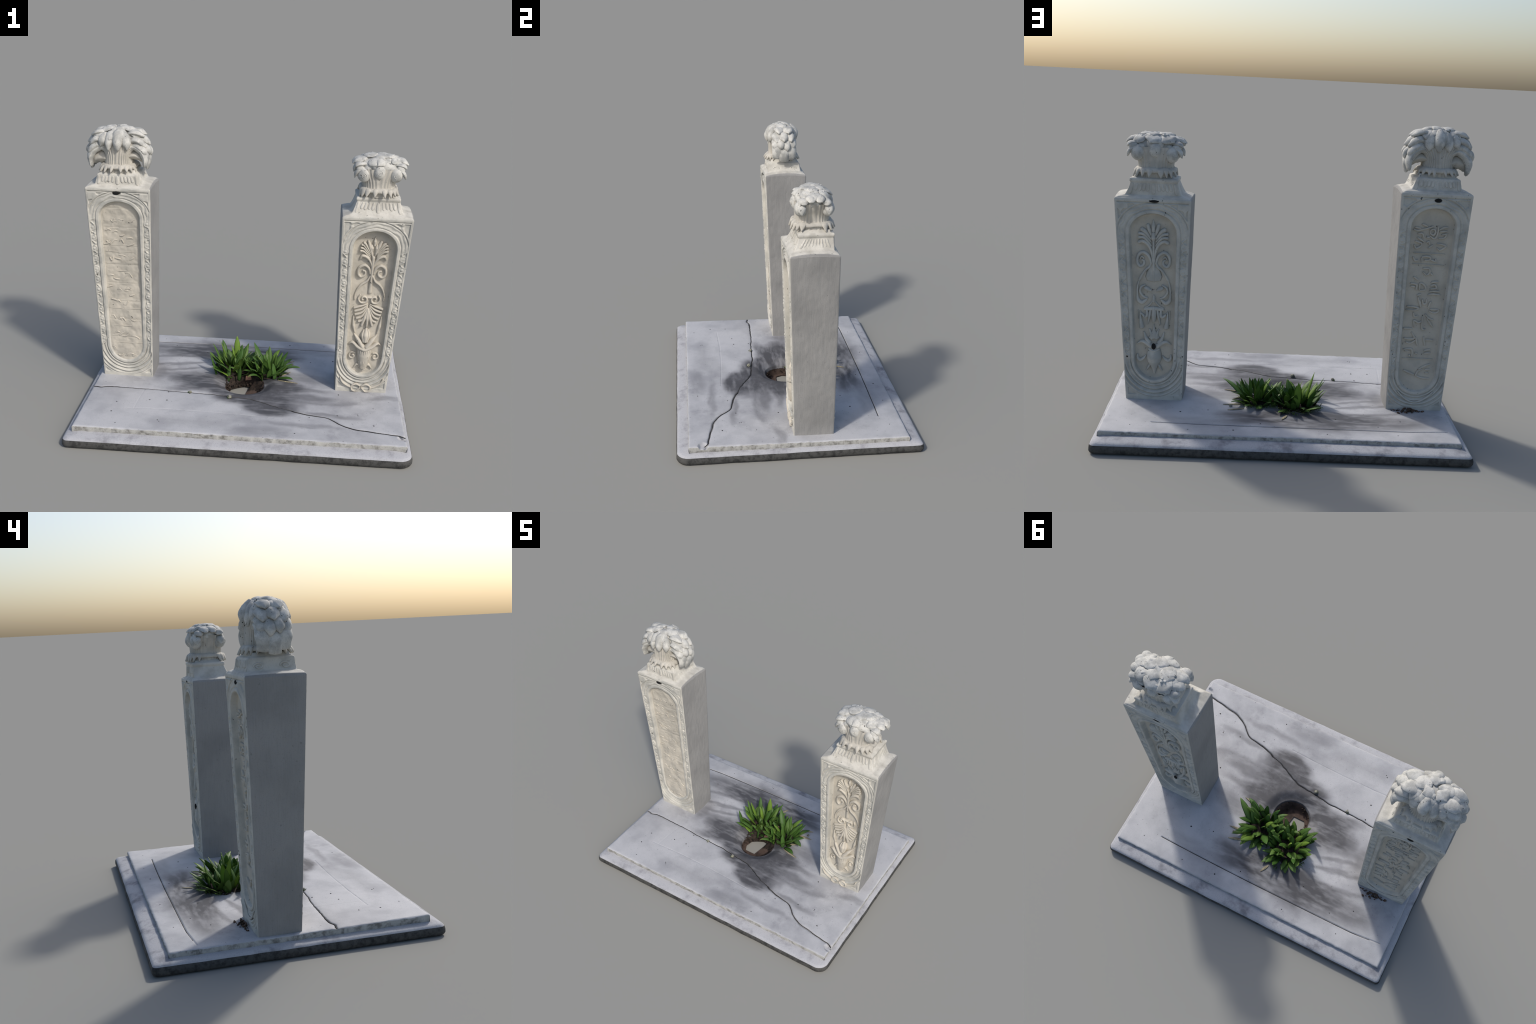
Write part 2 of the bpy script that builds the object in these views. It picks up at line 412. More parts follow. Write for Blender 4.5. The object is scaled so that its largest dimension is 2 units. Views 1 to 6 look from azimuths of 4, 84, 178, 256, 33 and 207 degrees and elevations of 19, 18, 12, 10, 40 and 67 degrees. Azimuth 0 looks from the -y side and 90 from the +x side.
for k, t in enumerate(np.linspace(0, 1, 14)):
    p = Pin * (1 - t) + Pout * t
    back = sstep(.02, .10, p[:, 1])
    prof_wall = .004 + .060 * sstep(.55, 1.0, t) ** .8          # flat floor then steep clay wall
    prof_soil = .004 + .085 * t ** .65                            # earth slope under the plants
    z = prof_wall * (1 - back) + prof_soil * back
    z = z + .006 * vnoise(p[:, 0], p[:, 1], 0, 60, 6) * min(1, 4 * t) * (.3 + back)
    rows.append(np.column_stack([p, np.maximum(z, .002)]))
lin = mesh_from("hole_lining", np.vstack(rows), grid_faces(14, 96, True), [M_clay, M_soil], (np.vstack(rows)[grid_faces(14, 96, True)][:, :, 1].mean(1) > .045).astype(int))
add("hole_lining", lin, grave)
# mound of earth under the two clumps
gx, gy = np.meshgrid(np.linspace(-.24, .26, 130), np.linspace(.03, .37, 90))
m = np.minimum(np.hypot((gx + .09) / 1.0, (gy - .20) / 1.05) / .125, np.hypot((gx - .13) / 1.0, (gy - .165) / 1.0) / .10)
m = np.minimum(m, np.hypot((gx - .02) / 1.3, gy - .16) / .08) + .12 * vnoise(gx, gy, 0, 26, 31)
gz = slab_z(gx, gy) + .016 * np.sqrt(np.clip(1.05 - m, 0, 1)) - .004 + .005 * vnoise(gx, gy, 0, 55, 32) * (m < 1)
gz = np.where(hole_r(gx, gy) < .13, np.minimum(gz, .092 + .02 * sstep(.09, .13, hole_r(gx, gy))), gz)
Fm = grid_faces(*gx.shape)
keepq = ((m.ravel()[Fm] < 1.08).all(1)) & (hole_r(gx, gy).ravel()[Fm] > .105).all(1)
soil = add("soil", mesh_from("soil", np.stack([gx, gy, gz], -1).reshape(-1, 3), Fm[keepq], M_soil), grave)
# crumbs, pot sherds, litter on the soil
parts = []
for k in range(90):
    a, r = rng.uniform(0, 2 * np.pi), rng.uniform(.09, .125)
    x, y = HX + r * np.cos(a), HY + abs(r * np.sin(a)) * (1 if rng.random() < .8 else -1)
    s = rng.uniform(.003, .009)
    zz = .018 + .045 * (r - .09) / .035
    parts.append(ball((x, y, zz), (s, s * rng.uniform(.6, 1), s * .7), 8, 6, s * .3, k))
crumbs = add("soil_crumb", mesh_from("soil_crumb", *join(parts), M_soil), soil); crumbs["kind"] = "stuff"
def sherd(cx, cy, cz, s, rot, mat, name, parent):
    v = np.array([(-1, -.7, -.25), (1, -.6, -.25), (.8, .8, -.25), (-.7, .7, -.25), (-1, -.7, .25), (.9, -.6, .3), (.8, .8, .2), (-.7, .6, .28)]) * s
    R = np.array(Matrix.Rotation(rot[2], 3, 'Z') @ Matrix.Rotation(rot[0], 3, 'X') @ Matrix.Rotation(rot[1], 3, 'Y'))
    f = [[3, 2, 1, 0], [4, 5, 6, 7], [0, 1, 5, 4], [1, 2, 6, 5], [2, 3, 7, 6], [3, 0, 4, 7]]
    return add(name, mesh_from(name, v @ R.T + [cx, cy, cz], f, mat, smooth=False), parent)
sherd(.005, .112, .070, .022, (.9, .1, .3), M_brick, "pot_sherd", soil)
sherd(.045, .205, .118, .020, (1.1, .1, .1), M_brick, "pot_sherd", soil)
sherd(-.10, .28, .120, .016, (1.3, .2, -.3), M_brick, "pot_sherd", soil)

# ---- pebbles and moss at the crack, small pits, straw
for x, y, s in ((-.083, -.229, .013), (-.332, -.197, .011), (.285, .275, .009)):
    c = on_slab(x, y, s * .55)
    add("pebble", mesh_from("pebble", *ball(c, (s, s * .9, s * .85), 16, 10, s * .12, int(s * 1e4)), M_pebble), slab)
    parts = []
    for k in range(7):
        a = rng.uniform(0, 6.28); p = on_slab(x + .011 * math.cos(a), y + .011 * math.sin(a))
        parts.append(sweep(np.array([p, p + [.004 * math.cos(a), .004 * math.sin(a), .007]]), (math.sin(a), -math.cos(a), 0), (.0025, .001), .001, 5))
    if x < .2:
        tuft = add("moss_tuft", mesh_from("moss_tuft", *join(parts), M_moss), slab); tuft["kind"] = "stuff"
pits = [(.59, -.096), (.411, -.408), (.578, -.365), (.70, -.34), (.702, -.352), (.797, -.253), (.789, -.461), (-.757, -.361), (-.763, -.478), (-.563, -.321), (-.458, -.313), (-.467, -.202), (-.473, -.549), (-.71, -.605),
        (.809, .57), (.56, .371), (.409, .335), (-.526, .482), (-.462, -.562), (.116, .497), (-.62, .585), (.26, .59), (-.24, .60), (.68, .15), (.33, -.60), (-.66, .40), (-.30, .40), (.50, .60)]
parts = []
for k, (x, y) in enumerate(pits):
    s = rng.uniform(.0035, .006)
    parts.append(ball(on_slab(x, y, .0), (s, s * rng.uniform(.6, 1), .0016), 10, 6, s * .2, k))
sp = add("lichen_spot", mesh_from("lichen_spot", *join(parts), M_dark), slab); sp["kind"] = "stuff"
for (x0, y0, x1, y1) in ((.21, .30, .30, .33), (.20, .05, .33, .02), (.20, .10, .28, .17), (.22, .24, .33, .25), (-.03, .38, .0, .44)):
    t = np.linspace(0, 1, 8)[:, None]
    P = np.array([x0, y0]) * (1 - t) + np.array([x1, y1]) * t
    path = np.column_stack([P, slab_z(P[:, 0], P[:, 1]) + .003])
    add("dry_blade", mesh_from("dry_blade", *sweep(path, (0, 0, 1), .009 * np.sin(np.pi * (.15 + .8 * t[:, 0])), .0015, 6), M_straw), soil)
# litter heap behind the taller pillar
parts = []
for k in range(55):
    x, y = rng.normal(-.72, .045), .235 + abs(rng.normal(0, .022)); s = rng.uniform(.004, .012)
    h = .022 * math.exp(-((x + .72) / .05) ** 2 - ((y - .23) / .03) ** 2)
    parts.append(ball(on_slab(x, y, rng.uniform(.1, 1) * h + .002), (s, s * .6, s * .35), 8, 5, s * .3, k, axis=(rng.normal(), rng.normal(), 1.2)))
lit = add("leaf_litter", mesh_from("leaf_litter", *join(parts), M_litter), slab); lit["kind"] = "stuff"

# ------------------------------------------------------------------ pillars
class Pillar:
    def __init__(s, zb, zt, bot, top, zr, rr, depth_f, depth_b, bow):
        s.depth = {-1: depth_f, 1: depth_b}; s.bow = bow
        s.zb, s.zt, s.bot, s.top, s.zr, s.rr = zb, zt, np.array(bot), np.array(top), zr, rr
    def box(s, z):
        f = ((np.asarray(z, float) - s.zb) / (s.zt - s.zb))[..., None]
        return s.bot + f * (s.top - s.bot)      # x0 x1 y0 y1
    def w(s, z):
        b = s.box(z); return (b[..., 1] - b[..., 0]) / 2
    def face(s, side, x, z, d):
        b = s.box(z); x = np.asarray(x, float)
        y = b[..., 2] - d if side < 0 else b[..., 3] + d
        return np.stack(np.broadcast_arrays((b[..., 0] + b[..., 1]) / 2 + x, y, np.asarray(z, float)), -1)
    def sdf(s, x, z):
        X = x * s.rr / (.67 * s.w(z))
        zz = np.clip(z, s.zr[0], s.zr[1])
        return np.hypot(X, z - zz) - s.rr

def face_height(p, x, z, side, worn, seed, sockets):
    """relief of a carved face in metres, outward positive"""
    d = p.sdf(x, z); w = p.w(z)
    h = -p.depth[side](z) * sstep(-.001, -.012, d)                       # recessed round-ended panel
    edge = w - np.abs(x)
    inband = sstep(.014, .019, d) * sstep(.058, .052, d) * sstep(.010, .014, edge)
    straight = sstep(p.zr[0] - .01, p.zr[0] + .03, z) * sstep(p.zr[1] + .01, p.zr[1] - .03, z)
    h += -.0065 * inband
    # flower border: alternating rosettes and leaves
    per = .068
    ph = (z / per + (.25 if side < 0 else 0) + .5 * (x > 0)); k = np.floor(ph); q = (ph - k - .5) * per
    e = d - .0355
    ros = np.exp(-((np.hypot(e, q) - .0) / .013) ** 2) + .5 * np.exp(-((np.hypot(e, q) - .017) / .004) ** 2)
    curl = np.exp(-((e - .010 * np.sin(q * 95 + k)) / .0045) ** 2) * sstep(.014, .022, np.abs(q))
    jig = .75 + .35 * vnoise(k, x > 0, side, 1, seed)
    h += inband * straight * (.0105 * ros * jig + .008 * curl)
    arch = 1 - straight
    h += inband * arch * (z > .7) * (.003 + .0016 * np.sin(d * 300 + 3 * vnoise(x, z, side, 24, seed + 5)))
    h -= .005 * np.exp(-((d - .016) / .0026) ** 2) + .0055 * np.exp(-((d - .055) / .0026) ** 2) * arch
    # stacked mouldings below the panel
    low = sstep(p.zr[0] + .005, p.zr[0] - .03, z) * sstep(.012, .018, d) * sstep(.012, .018, z - p.zb)
    h += low * (.0048 * np.cos((d - .004) * 2 * np.pi / .0215) - .0005) * sstep(.105, .09, d)
    # corner spandrels
    spt = sstep(.062, .067, d) * sstep(.014, .018, edge) * sstep(p.zt - .030, p.zt - .034, z) * (z > .8)
    leaf = vnoise(np.abs(x), z, side, 34, seed + 7)
    h += spt * (-.0065 + .0075 * sstep(-.05, .25, leaf))
    spb = sstep(.108, .112, d) * sstep(.014, .018, edge) * sstep(p.zb + .02, p.zb + .024, z) * (z < .5)
    h -= .006 * spb
    # groove under the top bead
    gl = p.zt - .024
    h -= .007 * np.exp(-((z - gl) / .003) ** 2) * sstep(.012, .016, edge)
    # wear
    h += (.0010 + .0016 * worn) * vnoise(x, z, side, 22, seed) + .0006 * vnoise(x, z, side, 70, seed + 1)
    if worn > .5:  # half-effaced lines of carved writing
        ins = sstep(-.014, -.022, d)
        rowp = np.abs(((z - .19) / .122) % 1 - .5) * .122
        h += ins * (.0022 * vnoise(x * 1.4, z * 1.2, side, 26, 81) * sstep(.004, .016, rowp) + .0007 * vnoise(x, z, side, 65, 82))
        h -= ins * .0012 * np.exp(-((rowp) / .0035) ** 2)
    for (sx, sz, rx, rz, dep) in sockets:
        h -= dep * sstep(1.15, .8, np.hypot((x - sx) / rx, (z - sz) / rz))
    return h

def build_shaft(name, p, worn_f, worn_b, soc_f, soc_b, seed, parent):
    nf, ns, r = 190, 44, .006
    u = np.linspace(-1, 1, nf); v = np.linspace(0, 1, ns + 2)[1:-1]
    zrows = np.concatenate([[p.zb - .012], np.linspace(p.zb, p.zt - .010, 560), [p.zt - .008, p.zt - .0055, p.zt - .003, p.zt - .001, p.zt]])
    ins = np.concatenate([np.zeros(561), [.0003, .001, .0022, .004, .0065]])
    Zc = zrows[:, None]; B = p.box(zrows); W = p.w(zrows)[:, None] - r
    ca = np.radians(np.array([18, 45, 72]))
    cols = []
    xc = ((B[:, 0] + B[:, 1]) / 2)[:, None]
    mask = np.ones_like(zrows)[:, None]; mask[-6:] = 0
    # front
    xl = u[None] * W
    hf = face_height(p, xl, np.broadcast_to(Zc, xl.shape), -1, worn_f, seed, soc_f) * mask
    hf *= sstep(1, .985, np.abs(u))[None]
    cols.append(np.stack([xc + xl, B[:, 2:3] - hf, np.broadcast_to(Zc, xl.shape)], -1))
    def corner(cx, cy, a0):
        a = np.radians(a0) + ca
        return np.stack([np.broadcast_to(cx, (len(zrows), 3)) + r * np.cos(a), np.broadcast_to(cy, (len(zrows), 3)) + r * np.sin(a), np.broadcast_to(Zc, (len(zrows), 3))], -1)
    cols.append(corner(B[:, 1:2] - r, B[:, 2:3] + r, -90))
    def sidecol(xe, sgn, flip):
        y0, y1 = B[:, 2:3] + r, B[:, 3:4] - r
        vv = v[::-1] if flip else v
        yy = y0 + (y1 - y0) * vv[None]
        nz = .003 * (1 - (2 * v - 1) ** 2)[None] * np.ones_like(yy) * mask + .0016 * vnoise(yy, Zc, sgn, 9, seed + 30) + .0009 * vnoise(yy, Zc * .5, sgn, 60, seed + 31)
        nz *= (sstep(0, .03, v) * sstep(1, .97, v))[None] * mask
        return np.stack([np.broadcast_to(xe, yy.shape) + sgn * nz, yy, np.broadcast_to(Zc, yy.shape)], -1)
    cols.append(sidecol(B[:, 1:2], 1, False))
    cols.append(corner(B[:, 1:2] - r, B[:, 3:4] - r, 0))
    xb = u[::-1][None] * W
    hb = face_height(p, xb, np.broadcast_to(Zc, xb.shape), 1, worn_b, seed + 50, soc_b) * mask * sstep(1, .985, np.abs(u))[None]
    cols.append(np.stack([xc + xb, B[:, 3:4] + hb, np.broadcast_to(Zc, xb.shape)], -1))
    cols.append(corner(B[:, 0:1] + r, B[:, 3:4] - r, 90))
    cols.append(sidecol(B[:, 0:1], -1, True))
    cols.append(corner(B[:, 0:1] + r, B[:, 2:3] + r, 180))
    V = np.concatenate(cols, 1); nc = V.shape[1]
    cen = np.stack([xc[:, 0], (B[:, 2] + B[:, 3]) / 2], -1)
    bow = (1 - np.clip((V[:, :, 1] - cen[:, None, 1]) / ((B[:, 3] - B[:, 2]) / 2)[:, None], -1, 1) ** 2) * (np.abs(V[:, :, 0] - cen[:, None, 0]) > (W + r) * .97)
    bow = bow * np.where(V[:, :, 0] > cen[:, None, 0], 1, .2)
    V[:, :, 2] += bow * p.bow * sstep(p.zt - .10, p.zt, zrows)[:, None]
    D2 = V[:, :, :2] - cen[:, None]; V[:, :, :2] -= np.sign(D2) * ins[:, None, None]
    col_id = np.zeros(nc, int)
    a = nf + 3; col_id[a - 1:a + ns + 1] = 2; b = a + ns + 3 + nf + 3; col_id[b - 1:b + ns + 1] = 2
    M = np.broadcast_to(col_id, (len(zrows), nc)).copy()
    fr = p.sdf(xl, np.broadcast_to(Zc, xl.shape)) < -.009
    M[:, :nf][fr] = 1
    s = nf + 3 + ns + 3
    M[:, s:s + nf][p.sdf(xb, np.broadcast_to(Zc, xb.shape)) < -.009] = 1
    F = grid_faces(len(zrows), nc, True)
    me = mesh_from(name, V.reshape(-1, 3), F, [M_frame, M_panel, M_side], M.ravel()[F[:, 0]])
    return add(name, me, parent)

L = Pillar(.105, 1.357, (-.922, -.604, -.004, .221), (-.990, -.594, -.056, .243), (.315, 1.166), .112, lambda z: .006 + .019 * sstep(.25, .90, z), lambda z: .018 + .016 * sstep(.2, .55, z), .016)
R = Pillar(.103, 1.254, (.567, .887, -.036, .209), (.544, .964, -.078, .211), (.330, 1.053), .122, lambda z: .026 + .020 * sstep(.2, .8, z), lambda z: .033 + 0 * z, .014)
headstone = build_shaft("headstone", L, 1.0, 0.2, [(-.008, 1.326, .024, .011, .03)], [(-.008, 1.319, .019, .010, .03)], 100, grave)
footstone = build_shaft("footstone", R, 0.25, 0.15, [], [(-.007, 1.240, .026, .008, .02)], 200, grave)

def socket(p, side, x, z, rx, rz, dep, par):
    c = p.face(side, x, z, -dep)
    add("iron_socket", mesh_from("iron_socket", *ball(c, (rx, .006, rz), 20, 10, .001, 3), M_hole), par)
socket(L, -1, -.008, 1.326, .021, .0100, .004, headstone)
socket(L, 1, -.008, 1.319, .017, .0095, .005, headstone)
socket(R, 1, -.007, 1.240, .026, .0080, .003, footstone)

# ---- carved ornament: strokes on a face.  each: (points (x,z), half widths, relief)
def stroke(p, side, pts, w, h, depth=None, n=None, jit=0, seed=0, gain=(1, 1)):
    pts = np.asarray(pts, float)
    n = n or max(6, 6 * len(pts))
    c = catmull(pts, n)
    wv = np.interp(np.linspace(0, 1, n), np.linspace(0, 1, len(np.atleast_1d(w))), np.atleast_1d(w))
    hv = np.interp(np.linspace(0, 1, n), np.linspace(0, 1, len(np.atleast_1d(h))), np.atleast_1d(h))
    path = p.face(side, c[:, 0], c[:, 1], -depth if depth is not None else -p.depth[side](c[:, 1]) + .001)
    return sweep(path, (0, side, 0), wv * gain[0], hv * gain[1], 10, jit, seed)
def carve(name, p, side, par, mat, pts, w, h, mirror=True, **k):
    for sx in ((1, -1) if mirror else (1,)):
        q = [(a * sx, b) for a, b in pts]
        add(name, mesh_from(name, *stroke(p, side, q, w, h, **k), mat), par)

def spiral(cx, cz, r0, turns, start, sgn, n=14):
    t = np.linspace(0, 1, n)
    a = start + sgn * t * turns * 2 * np.pi; r = r0 * (1 - .86 * t)
    return [(cx + r_ * math.cos(a_), cz + r_ * math.sin(a_)) for r_, a_ in zip(r, a)]

# back of the footstone: palmette, scrolls, drops, vase
def ornament_back(p, side, par):
    m = M_frame; C = lambda n, pts, w, h, mirror=True, **k: carve(n, p, side, par, m, pts, w, h, mirror, gain=(1.15, 1.75), **k)
    C("palmette_leaf", [(0, 1.066), (0, 1.099), (0, 1.133)], (.010, .0115, .002), (.008, .010, .004), False)
    C("palmette_leaf", [(.012, 1.046), (.022, 1.074), (.031, 1.106)], (.006, .010, .009), (.006, .011, .009))
    C("palmette_leaf", [(.014, 1.025), (.042, 1.064), (.066, 1.080)], (.005, .011, .012), (.006, .012, .010))
    C("palmette_leaf", [(.014, 1.010), (.050, 1.050), (.080, 1.056)], (.004, .009, .009), (.006, .012, .011))
    C("palmette_leaf", [(.011, .985), (.046, 1.030), (.080, 1.034)], (.004, .009, .009), (.006, .012, .011))
    C("palmette_leaf", [(.005, .892), (.011, .949), (.029, .993), (.059, 1.013), (.083, 1.003)], (.004, .006, .009, .011, .009), (.006, .009, .011, .012, .010))
    C("palmette_bud", [(0, 1.060), (0, 1.030), (0, 1.012)], (.010, .013, .006), (.008, .011, .006), False)
    C("flower_stem", [(0, 1.020), (0, .912), (0, .786)], (.006, .008, .010), (.007, .007, .006), False)
    C("scroll", [(.012, .884), (.028, .930), (.059, .950), (.085, .930), (.090, .893), (.076, .870), (.057, .878), (.053, .898), (.066, .907)], (.006, .008, .009, .008, .008, .009, .008, .006, .005), (.007, .009, .009, .008, .009, .010, .008, .006, .005))
    C("scroll", [(.052, .912), (.065, .925), (.078, .905)], (.003, .004, .003), (.006, .007, .005))
    C("scroll", [(.015, .895), (.022, .870), (.045, .849), (.064, .821), (.080, .790)], (.005, .006, .006, .006, .007), (.006, .008, .008, .007, .006))
    C("bell_plate", [(0, .885), (0, .842), (0, .812), (0, .788)], (.012, .034, .042, .034), (.002, .004, .005, .005), False)
    C("scroll", [(.080, .790), (.090, .755), (.092, .705), (.087, .675), (.066, .661), (.040, .680)], (.004, .005, .006, .010, .012, .006), (.005, .006, .006, .009, .010, .005))
    C("scroll", [(.046, .764), (.070, .750), (.076, .722), (.058, .696), (.034, .686)], (.004, .006, .006, .006, .004), (.006, .008, .008, .007, .005))
    C("flower_bud", [(.050, .749), (.034, .740), (.016, .730)], (.009, .012, .006), (.008, .010, .006))
    C("flower_bud", [(0, .705), (0, .682), (0, .664)], (.003, .010, .007), (.005, .008, .006), False)
    C("scroll", [(.002, .678), (.017, .657), (.032, .641), (.050, .633)], (.004, .004, .004, .003), (.006, .006, .005, .004))
    C("shell_leaf", [(.054, .623), (.02, .626), (0, .626)], (.009, .011, .012), (.006, .008, .008))
    C("shell_leaf", [(0, .634), (0, .588), (0, .553)], (.011, .014, .009), (.009, .012, .010), False)
    C("shell_leaf", [(.019, .622), (.026, .579), (.036, .534)], (.006, .008, .003), (.007, .010, .005))
    C("shell_leaf", [(.040, .622), (.038, .590), (.050, .580), (.074, .600)], (.006, .009, .009, .004), (.007, .010, .010, .006))
    C("leaf_drop", [(.077, .612), (.075, .561), (.068, .515)], (.002, .008, .0145), (.004, .009, .012))
    C("tendril", [(.089, .615), (.088, .565)], .0022, .004)
    C("vase_flower", [(0, .537), (0, .502), (0, .455)], (.002, .007, .030), (.004, .006, .008), False)
    C("vase_flower", [(.026, .508), (.016, .476), (.012, .45)], (.003, .009, .010), (.004, .007, .008))
    C("vase_flower", [(.057, .490), (.046, .455), (.028, .425)], (.003, .009, .014), (.005, .010, .012))
    C("vase_leaf", [(.095, .419), (.072, .434), (.046, .428), (.014, .404)], (.003, .007, .012, .014), (.006, .012, .014, .013))
    C("vase", [(0, .395), (0, .371), (0, .340), (0, .316), (0, .292), (0, .268), (0, .242)], (.028, .036, .039, .034, .020, .012, .004), (.012, .018, .022, .020, .015, .010, .004), False)
    C("vase_rim", [(-.030, .393), (0, .383), (.030, .393)], (.007, .008, .007), (.012, .020, .012), False)
    C("side_scroll", [(.094, .356), (.094, .336), (.080, .323), (.061, .333), (.046, .351)], (.005, .008, .010, .008, .003), (.006, .009, .010, .008, .004))
    C("foot_leaf", [(.022, .303), (.033, .282), (.045, .262)], (.005, .007, .003), (.007, .009, .005))
    c = p.face(side, 0, .412, -.004)
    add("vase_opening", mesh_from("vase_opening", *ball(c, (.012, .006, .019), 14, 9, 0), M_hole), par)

# front of the footstone: similar bouquet with a shell and a tulip in a fluted vase
def ornament_front(p, side, par):
    m = M_panel; C = lambda n, pts, w, h, mirror=True, **k: carve(n, p, side, par, m, pts, w, h, mirror, jit=.0008, gain=(1.12, 1.75), **k)
    C("palmette_leaf", [(0, 1.068), (0, 1.098), (.001, 1.126)], (.008, .010, .002), (.007, .011, .004), False)
    C("palmette_leaf", [(.006, 1.000), (.027, 1.066), (.040, 1.100)], (.005, .011, .006), (.006, .010, .010))
    C("palmette_leaf", [(.018, 1.02), (.052, 1.076), (.066, 1.088)], (.004, .008, .007), (.006, .011, .011))
    C("palmette_leaf", [(.02, 1.01), (.060, 1.066), (.077, 1.075)], (.004, .006, .007), (.006, .010, .012))
    C("palmette_leaf", [(.02, 1.00), (.058, 1.046), (.080, 1.056)], (.004, .006, .007), (.006, .010, .012))
    C("palmette_leaf", [(.02, .99), (.058, 1.030), (.082, 1.036)], (.004, .007, .008), (.006, .010, .012))
    C("palmette_bud", [(.012, 1.03), (.014, 1.055), (.016, 1.075)], (.006, .011, .005), (.006, .010, .005))
    C("palmette_leaf", [(.004, .925), (.010, .955), (.034, .992), (.064, 1.004), (.078, .982)], (.004, .006, .009, .010, .006), (.006, .009, .012, .012, .007))
    C("flower_stem", [(0, 1.0), (0, .927), (0, .844), (0, .76)], (.010, .009, .008, .012), (.010, .009, .008, .005), False)
    C("scroll", [(.010, .886), (.020, .922), (.048, .943), (.078, .925), (.082, .888), (.065, .868), (.042, .880), (.040, .902), (.056, .908)], (.005, .008, .009, .009, .008, .008, .007, .006, .006), (.007, .010, .010, .009, .009, .010, .009, .007, .007))
    C("scroll", [(.006, .878), (.024, .842), (.054, .818), (.075, .788), (.088, .750), (.088, .715)], (.004, .007, .007, .006, .005, .004), (.006, .009, .009, .008, .007, .005))
    C("scroll", spiral(.034, .722, .034, 1.35, .9, -1), (.004, .007, .006, .006), (.007, .010, .009, .008))
    C("scroll_bar", [(-.022, .732), (.022, .732)], (.007, .007), (.007, .007), False)
    for k, (ex, ez) in enumerate([(.088, .660), (.082, .640), (.078, .618), (.068, .592), (.054, .572)]):
        C("shell_leaf", [(.006, .690 - .008 * k), (ex * .5, .676 - .022 * k), (ex, ez)], (.004, .0075, .0075), (.006, .009, .010))
    C("shell_leaf", [(.004, .655), (.016, .600), (.032, .546)], (.006, .011, .008), (.007, .012, .012))
    C("shell_leaf", [(0, .66), (0, .595), (0, .540)], (.008, .012, .006), (.008, .013, .011), False)
    C("tulip", [(0, .528), (0, .485), (0, .440)], (.007, .022, .013), (.010, .020, .018), False)
    C("tulip", [(.013, .52), (.020, .485), (.008, .440)], (.004, .010, .010), (.008, .015, .016))
    C("tulip", [(.070, .486), (.042, .450), (.010, .402)], (.003, .014, .016), (.006, .016, .020))
    C("long_leaf", [(.086, .610), (.080, .545), (.068, .497)], (.003, .010, .004), (.004, .010, .006))
    C("vase_leaf", [(.100, .419), (.076, .432), (.042, .406), (.0, .390)], (.003, .008, .012, .014), (.006, .014, .020, .026))
    C("vase", [(0, .398), (0, .345), (0, .300), (0, .262)], (.044, .040, .031, .021), (.020, .024, .020, .013), False)
    for k in range(-3, 4):
        C("vase_flute", [(k * .0115, .385), (k * .0085, .31), (k * .0055, .262)], (.0045, .004, .003), (.004, .004, .003), False, depth=.031 - math.sqrt(max(0, 1 - (k * .0115 / .044) ** 2)) * .0345)
    C("vase_foot", [(-.018, .255), (0, .250), (.018, .255)], (.006, .008, .006), (.010, .014, .010), False)
    C("side_scroll", spiral(.070, .340, .026, 1.2, 2.2, -1, 10), (.004, .006, .006), (.006, .008, .008))
    C("foot_leaf", [(.018, .262), (.034, .284), (.056, .258)], (.004, .008, .003), (.006, .010, .006))
    # ribbon bow under the panel
    C("ribbon_bow", [(.003, .138), (.030, .152), (.056, .140), (.056, .112), (.030, .102), (.003, .128)], .0055, .007, depth=.001)
    C("ribbon_bow", [(.056, .126), (.085, .138), (.118, .162), (.135, .195)], (.006, .007, .006, .004), .006, depth=.001)
ornament_back(R, 1, footstone)
ornament_front(R, -1, footstone)

# small bow on the back of the headstone, base mouldings point
carve("ribbon_bow", L, 1, headstone, M_frame, [(0, .145), (.03, .152), (.07, .178), (.10, .21)], (.005, .006, .005, .003), .005, depth=.001)
# lines of carved old script on the back of the headstone
script = [
 [(.105, 1.151), (.08, 1.146), (.041, 1.156), (-.002, 1.172)], [(.098, 1.162), (.065, 1.159)], [(.06, 1.182), (.03, 1.171)], [(-.032, 1.174), (-.028, 1.124), (-.014, 1.103), (.012, 1.118)],
 [(.01, 1.151), (.009, 1.131), (-.008, 1.123), (-.018, 1.14), (-.008, 1.156), (.01, 1.151)], [(-.037, 1.153), (-.063, 1.167), (-.084, 1.168)], [(-.042, 1.143), (-.082, 1.147)],
 [(.078, 1.128), (.054, 1.129), (.043, 1.104)], [(.08, 1.107), (.041, 1.084)], [(.09, 1.086), (.052, 1.075)], [(.092, 1.065), (.081, 1.045), (.054, 1.059), (.052, 1.079)], [(.027, 1.109), (.011, 1.11)],
 [(.026, 1.08), (.013, 1.085), (.011, 1.069)], [(-.038, 1.104), (-.07, 1.11), (-.08, 1.131), (-.052, 1.125)], [(-.033, 1.075), (-.062, 1.072), (-.084, 1.061), (-.054, 1.039), (-.036, 1.05)], [(.012, 1.048), (-.01, 1.066)],
 [(.092, .995), (.078, .974), (.062, .979)], [(.04, .968), (.039, .997), (-.001, .999), (-.003, .982), (.025, .979)], [(-.007, .982), (-.041, .971)], [(-.035, .988), (-.041, .971)],
 [(.028, .931), (-.004, .932), (-.011, .911), (.004, .894), (.026, .91)], [(-.015, .907), (-.029, .895)], [(.076, .882), (.045, .862)], [(.09, .844), (.055, .837), (.056, .807)], [(.087, .827), (.062, .824)],
 [(.035, .808), (.035, .846), (.009, .834), (.002, .809), (.035, .804)], [(-.024, .832), (-.047, .841), (-.058, .821), (-.026, .815)], [(-.026, .853), (-.066, .859)], [(-.023, .802), (-.076, .804)],
 [(.044, .774), (.024, .783)], [(.039, .765), (.027, .732), (.016, .706)], [(.013, .754), (.006, .728), (-.01, .729), (-.012, .755)], [(-.038, .743), (-.025, .708)], [(-.017, .78), (-.041, .786), (-.083, .783)]]
